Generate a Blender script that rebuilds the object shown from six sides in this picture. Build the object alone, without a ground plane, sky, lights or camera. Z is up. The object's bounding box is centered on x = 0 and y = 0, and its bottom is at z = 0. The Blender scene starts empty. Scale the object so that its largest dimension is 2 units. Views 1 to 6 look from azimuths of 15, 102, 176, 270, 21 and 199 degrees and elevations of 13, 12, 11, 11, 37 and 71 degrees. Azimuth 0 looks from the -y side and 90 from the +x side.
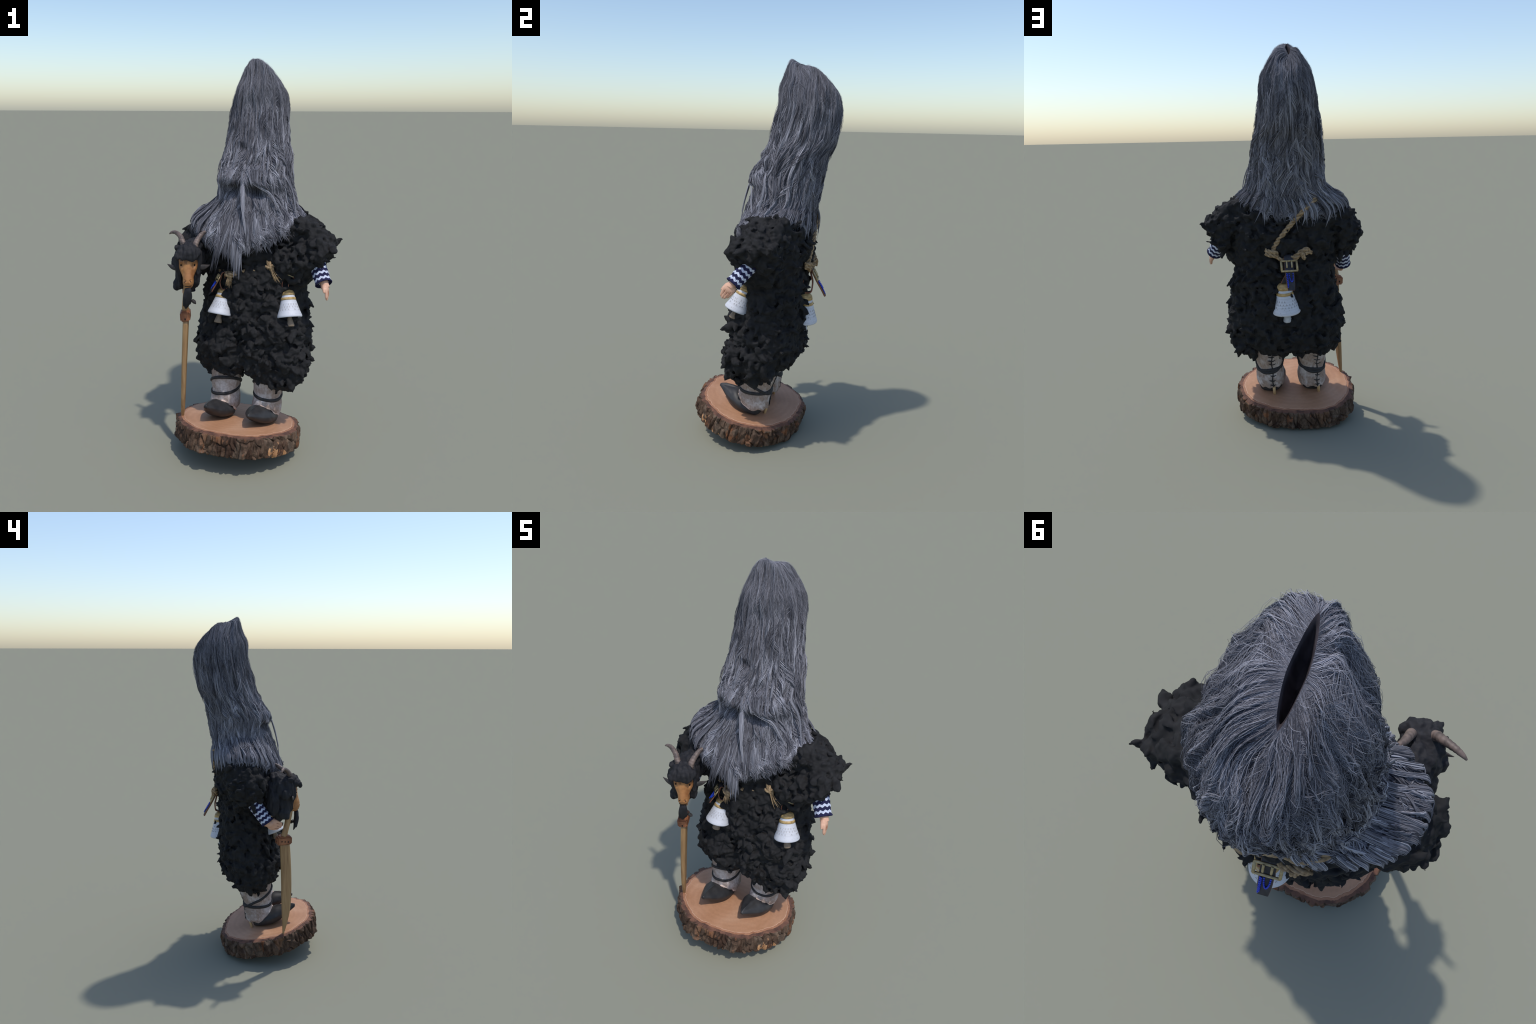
# Carnival wild-man figurine: tall grey fur headdress, curly black wool coat and
# trousers, three bells, goat-headed staff, standing on a tilted bark-edged log slice.
import bpy, bmesh, math, random
import numpy as np
from mathutils import Vector, Matrix, noise, Quaternion

RNG = np.random.default_rng(7)
random.seed(7)
PI = math.pi

# ------------------------------------------------------------------ materials
def new_mat(name):
    m = bpy.data.materials.new(name)
    m.use_nodes = True
    nt = m.node_tree
    return m, nt, nt.nodes["Principled BSDF"]

def node(nt, kind, **props):
    n = nt.nodes.new(kind)
    for k, v in props.items():
        if k in n.inputs:
            n.inputs[k].default_value = v
        else:
            setattr(n, k, v)
    return n

def coords(nt, scale=(1, 1, 1), space="Object", rot=(0, 0, 0)):
    tc = node(nt, "ShaderNodeTexCoord")
    mp = node(nt, "ShaderNodeMapping")
    mp.inputs["Scale"].default_value = scale
    mp.inputs["Rotation"].default_value = rot
    nt.links.new(tc.outputs[space], mp.inputs["Vector"])
    return mp.outputs["Vector"]

def ramp(nt, fac, stops):
    r = node(nt, "ShaderNodeValToRGB")
    els = r.color_ramp.elements
    while len(els) < len(stops):
        els.new(0.5)
    for e, (p, c) in zip(els, stops):
        e.position = p
        e.color = (*c, 1)
    nt.links.new(fac, r.inputs["Fac"])
    return r.outputs["Color"]

def mix(nt, fac, a, b):
    m = node(nt, "ShaderNodeMix", data_type="RGBA")
    for sock, v in ((m.inputs[0], fac), (m.inputs[6], a), (m.inputs[7], b)):
        if isinstance(v, (int, float)):
            sock.default_value = v
        elif isinstance(v, tuple):
            sock.default_value = (*v, 1)
        else:
            nt.links.new(v, sock)
    return m.outputs[2]

def math_node(nt, op, a, b=0.0, c=0.0):
    m = node(nt, "ShaderNodeMath", operation=op)
    for i, v in enumerate((a, b, c)):
        if isinstance(v, (int, float)):
            m.inputs[i].default_value = v
        else:
            nt.links.new(v, m.inputs[i])
    return m.outputs[0]

def noise_tex(nt, vec, scale, detail=4, rough=0.55, dist=0.0):
    n = node(nt, "ShaderNodeTexNoise")
    n.inputs["Scale"].default_value = scale
    n.inputs["Detail"].default_value = detail
    n.inputs["Roughness"].default_value = rough
    n.inputs["Distortion"].default_value = dist
    nt.links.new(vec, n.inputs["Vector"])
    return n.outputs["Fac"]

def bump(nt, bsdf, height, strength=0.3, dist=0.004):
    b = node(nt, "ShaderNodeBump")
    b.inputs["Strength"].default_value = strength
    b.inputs["Distance"].default_value = dist
    nt.links.new(height, b.inputs["Height"])
    nt.links.new(b.outputs["Normal"], bsdf.inputs["Normal"])

def simple(name, lo, hi, scale=30, rough=0.7, stretch=(1, 1, 1), bump_s=0.0, metallic=0.0,
           spec=0.5, detail=4, band=(0.35, 0.65), sheen=0.0, coat=0.0):
    m, nt, b = new_mat(name)
    v = coords(nt, stretch)
    f = noise_tex(nt, v, scale, detail)
    nt.links.new(ramp(nt, f, [(band[0], lo), (band[1], hi)]), b.inputs["Base Color"])
    b.inputs["Roughness"].default_value = rough
    b.inputs["Metallic"].default_value = metallic
    b.inputs["Specular IOR Level"].default_value = spec
    b.inputs["Sheen Weight"].default_value = sheen
    b.inputs["Coat Weight"].default_value = coat
    if bump_s:
        bump(nt, b, f, bump_s)
    return m

HAIR = [
    simple("grey_hair_pale", (0.31, 0.308, 0.348), (0.43, 0.427, 0.478), 9, 0.6, (1, 1, .25), spec=.22),
    simple("grey_hair_light", (0.205, 0.203, 0.232), (0.295, 0.292, 0.331), 9, 0.65, (1, 1, .25), spec=.2),
    simple("grey_hair_middle", (0.145, 0.143, 0.166), (0.207, 0.205, 0.235), 9, 0.7, (1, 1, .25), spec=.18),
    simple("grey_hair_deep", (0.094, 0.093, 0.110), (0.138, 0.136, 0.157), 9, 0.75, (1, 1, .25), spec=.15),
    simple("grey_hair_dark", (0.053, 0.053, 0.064), (0.082, 0.081, 0.096), 9, 0.8, (1, 1, .25), spec=.1),
]
def hair_base_mat():
    m, nt, b = new_mat("grey_hair_undercoat")
    v = coords(nt, (55, 55, 5))
    f = noise_tex(nt, v, 1.6, 6, .65, .3)
    f2 = noise_tex(nt, coords(nt, (1, 1, .5)), 9, 3)
    c1 = ramp(nt, f, [(.3, (.070, .070, .085)), (.5, (.145, .143, .167)), (.7, (.26, .258, .292))])
    c2 = ramp(nt, f2, [(.35, (.6, .6, .6)), (.65, (1.1, 1.1, 1.1))])
    mm = node(nt, "ShaderNodeMix", data_type="RGBA", blend_type="MULTIPLY")
    mm.inputs[0].default_value = 1
    nt.links.new(c1, mm.inputs[6]); nt.links.new(c2, mm.inputs[7])
    nt.links.new(mm.outputs[2], b.inputs["Base Color"])
    b.inputs["Roughness"].default_value = .75
    b.inputs["Specular IOR Level"].default_value = .2
    bump(nt, b, f, .6, .006)
    return m
HAIR_BASE = hair_base_mat()
POCKET = simple("dark_hair_lining", (.035, .030, .034), (.085, .070, .076), 40, .9, (1, 1, .3), .3, spec=.1)
WOOL = simple("black_wool", (.0135, .0133, .0140), (.0240, .0235, .0242), 28, .82, bump_s=.25, spec=.18, detail=7)
GOATHAIR = simple("black_goat_hair", (.014, .014, .017), (.028, .027, .03), 20, .75, (3, 3, .8), .35, spec=.25, detail=6)
LEATHER = simple("black_leather", (.018, .018, .020), (.034, .033, .034), 25, .5, bump_s=.12, spec=.4)
STRAPLEATHER = simple("dark_strap_leather", (.022, .021, .026), (.042, .040, .048), 40, .55, bump_s=.15, spec=.35)
BROWN = simple("brown_leather_edge", (.16, .055, .03), (.26, .10, .055), 40, .6, bump_s=.1)
CORD = simple("black_cord", (.016, .015, .016), (.03, .028, .029), 60, .75, bump_s=.2)
STITCH = simple("black_stitch", (.012, .011, .011), (.025, .023, .022), 60, .8)
GOLD = simple("gold_paint", (.36, .23, .085), (.62, .43, .19), 60, .5, (1, 1, 2), .2, .15, detail=6)
BRASS = simple("brass_buckle", (.33, .25, .12), (.55, .44, .25), 60, .45, bump_s=.15, metallic=.35)
CLAPPER = simple("clapper_wood", (.17, .125, .085), (.29, .22, .155), 50, .7, (1, 1, .3), .2)
BEAD = simple("blue_glass_bead", (.004, .02, .38), (.01, .07, .75), 90, .12, spec=.7)
ROPE = simple("straw_rope", (.21, .14, .075), (.42, .30, .18), 70, .85, (1, 1, 1), .4, spec=.15, detail=6)
SKIN = simple("painted_skin", (.60, .33, .22), (.72, .43, .30), 18, .5, spec=.35)
CREASE = simple("finger_crease", (.34, .15, .09), (.42, .20, .12), 40, .7)
PEG = simple("pale_dowel", (.52, .34, .16), (.68, .47, .25), 30, .6, (1, 1, .2))
HORN = simple("goat_horn", (.055, .042, .038), (.20, .145, .12), 28, .55, (1, 1, 1.6), .4, detail=7)
EAR = simple("goat_ear", (.02, .018, .018), (.06, .048, .045), 30, .7, bump_s=.2)
EYE = simple("dark_eye", (.012, .009, .007), (.025, .018, .013), 30, .75, spec=.15)
CUT = simple("dark_hole", (.015, .008, .006), (.03, .015, .01), 30, .9)
STAFF = simple("staff_wood", (.25, .135, .055), (.42, .255, .115), 5, .55, (14, 14, 1.2), .2, detail=6, band=(.3, .7))
BLOCK = simple("carved_red_wood", (.16, .05, .022), (.32, .125, .055), 14, .5, (2, 2, 1), .25, detail=6)

def felt_mat():
    m, nt, b = new_mat("white_felt")
    f = noise_tex(nt, coords(nt), 90, 6, .7)
    g = noise_tex(nt, coords(nt), 11, 4, .6)
    c = ramp(nt, f, [(.3, (.36, .30, .26)), (.55, (.56, .50, .48)), (.75, (.66, .61, .60))])
    d = ramp(nt, g, [(.42, (.62, .53, .46)), (.62, (1, 1, 1))])
    mm = node(nt, "ShaderNodeMix", data_type="RGBA", blend_type="MULTIPLY")
    mm.inputs[0].default_value = 1
    nt.links.new(c, mm.inputs[6]); nt.links.new(d, mm.inputs[7])
    nt.links.new(mm.outputs[2], b.inputs["Base Color"])
    b.inputs["Roughness"].default_value = .9
    b.inputs["Specular IOR Level"].default_value = .15
    bump(nt, b, f, .3, .003)
    return m
FELT = felt_mat()
FELT_EDGE = simple("raw_felt_edge", (.62, .46, .38), (.76, .60, .51), 60, .9, bump_s=.3, spec=.1)

def enamel_mat():
    m, nt, b = new_mat("white_bell_enamel")
    v = coords(nt)
    brush = noise_tex(nt, coords(nt, (3, 3, 160)), 2.0, 4, .6)
    base = ramp(nt, brush, [(.3, (.50, .51, .56)), (.7, (.66, .67, .72))])
    sp = noise_tex(nt, v, 150, 2, .5)
    msk = ramp(nt, sp, [(.66, (0, 0, 0)), (.72, (1, 1, 1))])
    col = mix(nt, math_node(nt, "MULTIPLY", msk, .55), base, (.16, .13, .10))
    nt.links.new(col, b.inputs["Base Color"])
    b.inputs["Roughness"].default_value = .55
    bump(nt, b, brush, .25, .002)
    return m
ENAMEL = enamel_mat()
GRAIN = simple("bell_scratch", (.20, .18, .17), (.34, .30, .27), 80, .7)

def face_mat():
    m, nt, b = new_mat("carved_goat_face")
    v = coords(nt)
    grain = noise_tex(nt, coords(nt, (60, 60, 7)), 2.2, 5, .6)
    soft = noise_tex(nt, v, 22, 3)
    base = ramp(nt, soft, [(.3, (.27, .105, .033)), (.6, (.45, .205, .072)), (.8, (.52, .26, .10))])
    # dark streaks that hang down from the hairline
    sep = node(nt, "ShaderNodeSeparateXYZ")
    nt.links.new(v, sep.inputs[0])
    h = math_node(nt, "MULTIPLY_ADD", sep.outputs[2], 1 / .07, -0.98 / .07)
    s = math_node(nt, "ADD", math_node(nt, "MULTIPLY", h, .45), grain)
    msk = ramp(nt, s, [(.86, (0, 0, 0)), (1.0, (1, 1, 1))])
    nt.links.new(mix(nt, math_node(nt, "MULTIPLY", msk, .75), base, (.06, .022, .009)), b.inputs["Base Color"])
    b.inputs["Roughness"].default_value = .45
    bump(nt, b, grain, .2, .002)
    return m
FACE = face_mat()

def wood_top_mat():
    m, nt, b = new_mat("sanded_log_face")
    tc = node(nt, "ShaderNodeTexCoord")
    v = tc.outputs["Object"]
    w = node(nt, "ShaderNodeTexWave", wave_type="RINGS", rings_direction="Z")
    w.inputs["Scale"].default_value = 9
    w.inputs["Distortion"].default_value = 2.2
    w.inputs["Detail"].default_value = 3
    w.inputs["Detail Scale"].default_value = 1.2
    mp = node(nt, "ShaderNodeMapping")
    mp.inputs["Location"].default_value = (.03, .05, 0)
    mp.inputs["Scale"].default_value = (1, 1.12, .05)
    nt.links.new(v, mp.inputs["Vector"])
    nt.links.new(mp.outputs["Vector"], w.inputs["Vector"])
    big = noise_tex(nt, coords(nt), 4.5, 4, .55, .4)
    fine = noise_tex(nt, coords(nt, (1, 1, 1)), 90, 4, .6)
    a = ramp(nt, big, [(.32, (.385, .185, .092)), (.55, (.475, .250, .140)), (.75, (.54, .315, .195))])
    r = ramp(nt, w.outputs["Fac"], [(0, (.965, .955, .945)), (1, (1.02, 1.02, 1.02))])
    mm = node(nt, "ShaderNodeMix", data_type="RGBA", blend_type="MULTIPLY")
    mm.inputs[0].default_value = 1
    nt.links.new(a, mm.inputs[6]); nt.links.new(r, mm.inputs[7])
    f2 = ramp(nt, fine, [(.3, (.93, .93, .93)), (.7, (1.05, 1.05, 1.05))])
    m2 = node(nt, "ShaderNodeMix", data_type="RGBA", blend_type="MULTIPLY")
    m2.inputs[0].default_value = 1
    nt.links.new(mm.outputs[2], m2.inputs[6]); nt.links.new(f2, m2.inputs[7])
    nt.links.new(m2.outputs[2], b.inputs["Base Color"])
    b.inputs["Roughness"].default_value = .6
    bump(nt, b, fine, .1, .002)
    return m
WOODTOP = wood_top_mat()
CAMBIUM = simple("pale_growth_line", (.48, .26, .155), (.56, .335, .22), 30, .6)
GROWTHLINE = simple("dark_growth_line", (.22, .10, .05), (.36, .18, .10), 30, .7)
SAPWOOD = simple("reddish_inner_bark", (.27, .115, .058), (.43, .21, .115), 16, .7, bump_s=.2, detail=5)
RIM = simple("dark_bark_rim", (.07, .032, .022), (.19, .085, .05), 22, .85, bump_s=.5, detail=6)

def bark_mat():
    m, nt, b = new_mat("rough_pine_bark")
    v = coords(nt, (1, 1, .55))
    vo = node(nt, "ShaderNodeTexVoronoi")
    vo.inputs["Scale"].default_value = 22
    nt.links.new(v, vo.inputs["Vector"])
    sep = node(nt, "ShaderNodeSeparateColor")
    nt.links.new(vo.outputs["Color"], sep.inputs[0])
    plate = ramp(nt, sep.outputs[0], [(0, (.075, .042, .028)), (.45, (.13, .082, .055)), (.8, (.165, .115, .082)), (1, (.20, .10, .055))])
    g = noise_tex(nt, coords(nt, (1, 1, .6)), 34, 7, .7)
    tint = ramp(nt, g, [(.30, (.18, .16, .15)), (.5, (.72, .72, .72)), (.7, (1.3, 1.26, 1.22))])
    mm = node(nt, "ShaderNodeMix", data_type="RGBA", blend_type="MULTIPLY")
    mm.inputs[0].default_value = 1
    nt.links.new(plate, mm.inputs[6]); nt.links.new(tint, mm.inputs[7])
    o = noise_tex(nt, coords(nt, (1, 1, .45)), 19, 5, .65)
    om = ramp(nt, o, [(.60, (0, 0, 0)), (.67, (1, 1, 1))])
    c = mix(nt, math_node(nt, "MULTIPLY", om, .6), mm.outputs[2], (.27, .105, .045))
    nt.links.new(c, b.inputs["Base Color"])
    b.inputs["Roughness"].default_value = .9
    b.inputs["Specular IOR Level"].default_value = .2
    bump(nt, b, g, .6, .006)
    return m
BARK = bark_mat()
BROKEN = simple("fresh_broken_bark", (.30, .12, .045), (.58, .32, .15), 40, .85, (1, 1, .5), .5, detail=6)

def knit_mat():
    """navy knit with white zigzag-edged bands across the sleeve's own length (local z)"""
    m, nt, b = new_mat("striped_knit")
    tc = node(nt, "ShaderNodeTexCoord")
    sep = node(nt, "ShaderNodeSeparateXYZ")
    nt.links.new(tc.outputs["Object"], sep.inputs[0])
    ang = math_node(nt, "ARCTAN2", sep.outputs[1], sep.outputs[0])
    zig = math_node(nt, "PINGPONG", math_node(nt, "MULTIPLY", ang, 10 / (2 * PI)), .5)
    zz = math_node(nt, "MULTIPLY_ADD", zig, .0155, sep.outputs[2])
    fr = math_node(nt, "FRACT", math_node(nt, "MULTIPLY_ADD", math_node(nt, "MAXIMUM", zz, .001), 1 / .0285, -.03))
    msk = ramp(nt, fr, [(.0, (0, 0, 0)), (.52, (0, 0, 0)), (.56, (1, 1, 1)), (.94, (1, 1, 1)), (.99, (0, 0, 0))])
    fuzz = noise_tex(nt, coords(nt), 160, 4, .7)
    navy = ramp(nt, fuzz, [(.3, (.012, .012, .035)), (.7, (.03, .03, .085))])
    white = ramp(nt, fuzz, [(.3, (.42, .46, .60)), (.7, (.70, .74, .86))])
    nt.links.new(mix(nt, msk, navy, white), b.inputs["Base Color"])
    b.inputs["Roughness"].default_value = .9
    b.inputs["Specular IOR Level"].default_value = .12
    bump(nt, b, math_node(nt, "ADD", fuzz, math_node(nt, "MULTIPLY", zig, 2)), .5, .003)
    return m
KNIT = knit_mat()

# ------------------------------------------------------------------ mesh helpers
def link(obj, parent):
    bpy.context.scene.collection.objects.link(obj)
    if parent is not None:
        obj.parent = parent
    return obj

def mesh_obj(name, verts, faces, mats, parent, smooth=True, mat_index=None):
    me = bpy.data.meshes.new(name)
    me.from_pydata([tuple(v) for v in verts], [], [tuple(f) for f in faces])
    for m in (mats if isinstance(mats, (list, tuple)) else [mats]):
        me.materials.append(m)
    if mat_index is not None:
        me.polygons.foreach_set("material_index", np.asarray(mat_index, dtype=np.int32))
    me.polygons.foreach_set("use_smooth", [smooth] * len(me.polygons))
    me.update()
    bm = bmesh.new(); bm.from_mesh(me)
    bmesh.ops.recalc_face_normals(bm, faces=bm.faces)
    bm.to_mesh(me); bm.free()
    return link(bpy.data.objects.new(name, me), parent)

def loft(rings, cap=True):
    """rings: list of (n,3) arrays, closed; returns verts, faces"""
    n = len(rings[0])
    V = [tuple(p) for r in rings for p in r]
    F = []
    for k in range(len(rings) - 1):
        a, b = k * n, (k + 1) * n
        for i in range(n):
            j = (i + 1) % n
            F.append((a + i, a + j, b + j, b + i))
    if cap:
        for k in (0, len(rings) - 1):
            c = len(V)
            V.append(tuple(np.mean(np.asarray(rings[k]), axis=0)))
            for i in range(n):
                j = (i + 1) % n
                F.append((c, k * n + j, k * n + i) if k == 0 else (c, k * n + i, k * n + j))
    return V, F

def smooth_path(pts, n):
    """Catmull-Rom through the points (any dimension)"""
    P = np.asarray(pts, float)
    P = np.vstack([2 * P[0] - P[1], P, 2 * P[-1] - P[-2]])
    m = len(P) - 3
    t = np.linspace(0, m - 1e-9, n)
    i = t.astype(int)
    f = (t - i)[:, None]
    p0, p1, p2, p3 = P[i], P[i + 1], P[i + 2], P[i + 3]
    return .5 * (2 * p1 + (p2 - p0) * f + (2 * p0 - 5 * p1 + 4 * p2 - p3) * f ** 2 + (3 * p1 - p0 - 3 * p2 + p3) * f ** 3)

def frames(P):
    T = np.gradient(P, axis=0)
    T /= np.linalg.norm(T, axis=1)[:, None] + 1e-12
    up = np.array([0, 0, 1.0]) if abs(T[0][2]) < .9 else np.array([1.0, 0, 0])
    N = np.zeros_like(P); B = np.zeros_like(P)
    n = np.cross(np.cross(T[0], up), T[0])
    for k in range(len(P)):
        n = n - T[k] * (n @ T[k]); n /= np.linalg.norm(n) + 1e-12
        N[k] = n; B[k] = np.cross(T[k], n)
    return T, N, B

def tube(pts, radii, segs=12, n=None, flat=1.0):
    """round tube along a path; flat squeezes it along the second axis"""
    P = np.asarray(pts, float)
    R = np.asarray(radii, float) if not np.isscalar(radii) else np.full(len(P), radii)
    if n:
        Q = smooth_path(np.column_stack([P, R]), n); P, R = Q[:, :3], Q[:, 3]
    T, N, B = frames(P)
    a = np.linspace(0, 2 * PI, segs, endpoint=False)
    rings = [P[k] + max(R[k], 1e-5) * (np.cos(a)[:, None] * N[k] + flat * np.sin(a)[:, None] * B[k]) for k in range(len(P))]
    return loft(rings)

def merge(parts):
    V, F = [], []
    for v, f in parts:
        o = len(V)
        V += list(v); F += [tuple(i + o for i in q) for q in f]
    return V, F

def ico(sub=2):
    bm = bmesh.new(); bmesh.ops.create_icosphere(bm, subdivisions=sub, radius=1)
    v = np.array([x.co[:] for x in bm.verts]); f = [tuple(x.index for x in q.verts) for q in bm.faces]
    bm.free(); return v, f
ICO1, ICO2, ICO3 = ico(1), ico(2), ico(3)

def blob(c, r, rot=None, base=None):
    v, f = base or ICO3
    v = v * np.asarray(r, float)
    if rot is not None:
        v = v @ np.array(rot.to_3x3() if isinstance(rot, Quaternion) else rot).T
    return v + np.asarray(c, float), f

def box(c, size, axes=None, chamfer=0.0):
    bm = bmesh.new(); bmesh.ops.create_cube(bm, size=1)
    for v in bm.verts:
        v.co = Vector((v.co.x * size[0], v.co.y * size[1], v.co.z * size[2]))
    if chamfer:
        bmesh.ops.bevel(bm, geom=bm.edges[:], offset=chamfer, segments=2, affect="EDGES")
    V = np.array([v.co[:] for v in bm.verts]); bm.verts.index_update()
    F = [tuple(v.index for v in q.verts) for q in bm.faces]
    bm.free()
    if axes is not None:
        V = V @ np.asarray(axes, float)
    return V + np.asarray(c, float), F

def remeshed(V, F, voxel, smooth_iter=0):
    me = bpy.data.meshes.new("raw")
    me.from_pydata([tuple(v) for v in V], [], F)
    ob = bpy.data.objects.new("raw", me)
    bpy.context.scene.collection.objects.link(ob)
    r = ob.modifiers.new("r", "REMESH"); r.mode = "VOXEL"; r.voxel_size = voxel
    if smooth_iter:
        s = ob.modifiers.new("s", "SMOOTH"); s.iterations = smooth_iter; s.factor = .5
    dg = bpy.context.evaluated_depsgraph_get()
    out = bpy.data.meshes.new_from_object(ob.evaluated_get(dg))
    v = np.empty(len(out.vertices) * 3); out.vertices.foreach_get("co", v); v = v.reshape(-1, 3)
    f = [tuple(p.vertices) for p in out.polygons]
    bpy.data.objects.remove(ob); bpy.data.meshes.remove(me); bpy.data.meshes.remove(out)
    return v, f

def normals_of(V, F):
    me = bpy.data.meshes.new("tmp"); me.from_pydata([tuple(v) for v in V], [], F); me.update()
    n = np.empty(len(V) * 3); me.vertex_normals.foreach_get("vector", n)
    bpy.data.meshes.remove(me)
    return n.reshape(-1, 3)

def fbm(p, s, o=3):
    return noise.fractal(Vector(p) * s, 1.0, 2.0, o)

def axes_from(z, x_hint):
    z = np.asarray(z, float); z /= np.linalg.norm(z)
    x = np.asarray(x_hint, float); x = x - z * (x @ z); x /= np.linalg.norm(x)
    return np.array([x, np.cross(z, x), z])          # rows: local x, y, z

def place(obj, origin, axes):
    M = Matrix.Identity(4)
    for i in range(3):
        for j in range(3):
            M[j][i] = axes[i][j]
    M.translation = Vector(origin)
    obj.matrix_world = M
    return obj

def rope_parts(pts, r, n=60, turns=None, strands=3, segs=7, seed=0):
    """laid rope: helical strands round a path"""
    P = smooth_path(pts, n)
    T, N, B = frames(P)
    L = np.linalg.norm(np.diff(P, axis=0), axis=1).sum()
    turns = turns or L / (r * 7)
    t = np.linspace(0, 1, n)
    out = []
    for s in range(strands):
        a = 2 * PI * (s / strands + turns * t)
        Q = P + (r * .52) * (np.cos(a)[:, None] * N + np.sin(a)[:, None] * B)
        out.append(tube(Q, np.full(n, r * .56), segs))
    return merge(out)

# ------------------------------------------------------------------ the thing
ROOT = bpy.data.objects.new("carnival_figurine", None)
bpy.context.scene.collection.objects.link(ROOT)
ROOT["label"] = "figurine in grey fur headdress and black wool with bells"
ROOT["category"] = "figurine"

# ------------------------------------------------------------------ log slice
BN = np.array([.0129, .188, .982]); BN /= np.linalg.norm(BN)
BC = np.array([-.05, -.065, .164])
BAX = axes_from(BN, (1, 0, 0))
THICK = .1095
_pa = np.radians([0, 26, 55, 90, 106, 126, 148, 160, 180, 200, 218, 240, 266, 290, 305, 323, 345, 360])
_pr = np.array([.312, .300, .274, .264, .288, .318, .325, .322, .318, .316, .302, .300, .272, .287, .290, .290, .308, .312])
def rim_radius(a):
    a = np.mod(a, 2 * PI)
    return np.interp(a, _pa, _pr)
def rim_smooth(a):
    return sum(rim_radius(a + d) for d in np.linspace(-.16, .16, 9)) / 9

def build_base():
    na = 1080
    A = np.linspace(0, 2 * PI, na, endpoint=False)
    R0 = np.array([rim_smooth(a) for a in A])
    wob = np.array([.006 * fbm((math.cos(a) * 3, math.sin(a) * 3, 5), 2.2, 4) for a in A])
    R0 = R0 + wob
    ca, sa = np.cos(A), np.sin(A)
    def ring(R, z):
        return np.column_stack([ca * R, sa * R, np.broadcast_to(z, R.shape)])
    def local(name, V, F, m, **k):
        o = mesh_obj(name, V, F, m, None, **k)
        o.parent = log
        return o
    edge = np.array([.002 * fbm((math.cos(a) * 6, math.sin(a) * 6, 1), 3, 3) for a in A])
    rin = R0 - .024 + edge * 2
    sub = [ring(rin * s, .0 + .0015 * (1 - s)) for s in (.02, .25, .5, .75, .93, .993)]
    V, F = loft(sub, cap=False)
    c = len(V); V.append((0, 0, .0016)); F += [(c, i, (i + 1) % na) for i in range(na)]
    log = mesh_obj("log_slice", V, F, WOODTOP, ROOT)                  # sanded top face carries the bark
    place(log, BC, BAX)
    V, F = loft([ring(rin * .9931, .0002), ring(rin + .0012, .0004), ring(rin + .0015, -.0006)], cap=False)
    local("growth_line", V, F, CAMBIUM)
    V, F = loft([ring(rin + .0015, -.0006), ring(rin + .0034, -.0008)], cap=False)
    local("growth_line", V, F, GROWTHLINE)
    # reddish inner bark sloping to the dark rim
    n3 = np.array([fbm((math.cos(a) * 12, math.sin(a) * 12, 3), 2, 4) for a in A])
    mid = R0 - .011 + .0022 * n3
    V, F = loft([ring(rin + .0034, -.0008), ring(mid, -.0016 + .0008 * n3)], cap=False)
    local("inner_bark", V, F, SAPWOOD)
    V, F = loft([ring(mid, -.0016 + .0008 * n3), ring(R0 - .005 + .002 * n3, -.003 + .001 * n3), ring(R0 + .001 + .003 * n3, -.007 + .002 * n3)], cap=False)
    local("bark_rim", V, F, RIM)
    # outer bark: plates split by deep vertical fissures
    nz = 64
    rings, broken = [], []
    plate_h = np.zeros((nz, na)); brk = np.zeros((nz, na))
    for k in range(nz):
        z = -THICK * k / (nz - 1)
        for i in range(na):
            a = A[i]; r = .31
            warp = .012 * fbm((ca[i] * r, sa[i] * r, z), 14, 2)
            q = Vector((ca[i] * r * 24 + warp * 30, sa[i] * r * 24 + warp * 30, z * 11 + warp * 60))
            d, pts = noise.voronoi(q)
            gap = d[1] - d[0]
            cell = noise.cell(pts[0] * 7.3)
            h = .019 * min(1, gap / .28) ** .6 * (.45 + .7 * abs(cell))
            h += .0035 * fbm((ca[i] * r, sa[i] * r, z * .6), 55, 4)
            plate_h[k, i] = h
            brk[k, i] = fbm((ca[i] * r + 3, sa[i] * r, z * .35), 26, 4) + .45 * math.exp(-((a - math.radians(322)) / .28) ** 2)
    prof = np.interp(np.linspace(0, 1, nz), [0, .06, .3, .7, .92, 1], [-.004, .003, .008, .009, .005, -.006])
    for k in range(nz):
        z = -THICK * k / (nz - 1)
        ragged = 0 if k < nz - 6 else .006 * n3 * (k - nz + 6) / 5
        fade = min(1, k / 4) * (1 if k < nz - 3 else .6)
        rings.append(ring(R0 + prof[k] + plate_h[k] * fade - .003, -.003 + z + ragged))
    V, F = loft(rings, cap=False)
    c = len(V); V.append((0, 0, -THICK + .006))
    F += [(c, (nz - 1) * na + (i + 1) % na, (nz - 1) * na + i) for i in range(na)]
    idx = []
    for k in range(nz - 1):
        for i in range(na):
            idx.append(1 if k < 3 else (2 if (brk[k, i] > .78 and plate_h[k, i] > .004) else 0))
    idx += [1] * na
    local("bark", V, F, [BARK, RIM, BROKEN], mat_index=idx)
build_base()

def ground_z(x, y):
    return BC[2] - (BN[0] * (x - BC[0]) + BN[1] * (y - BC[1])) / BN[2]

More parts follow.
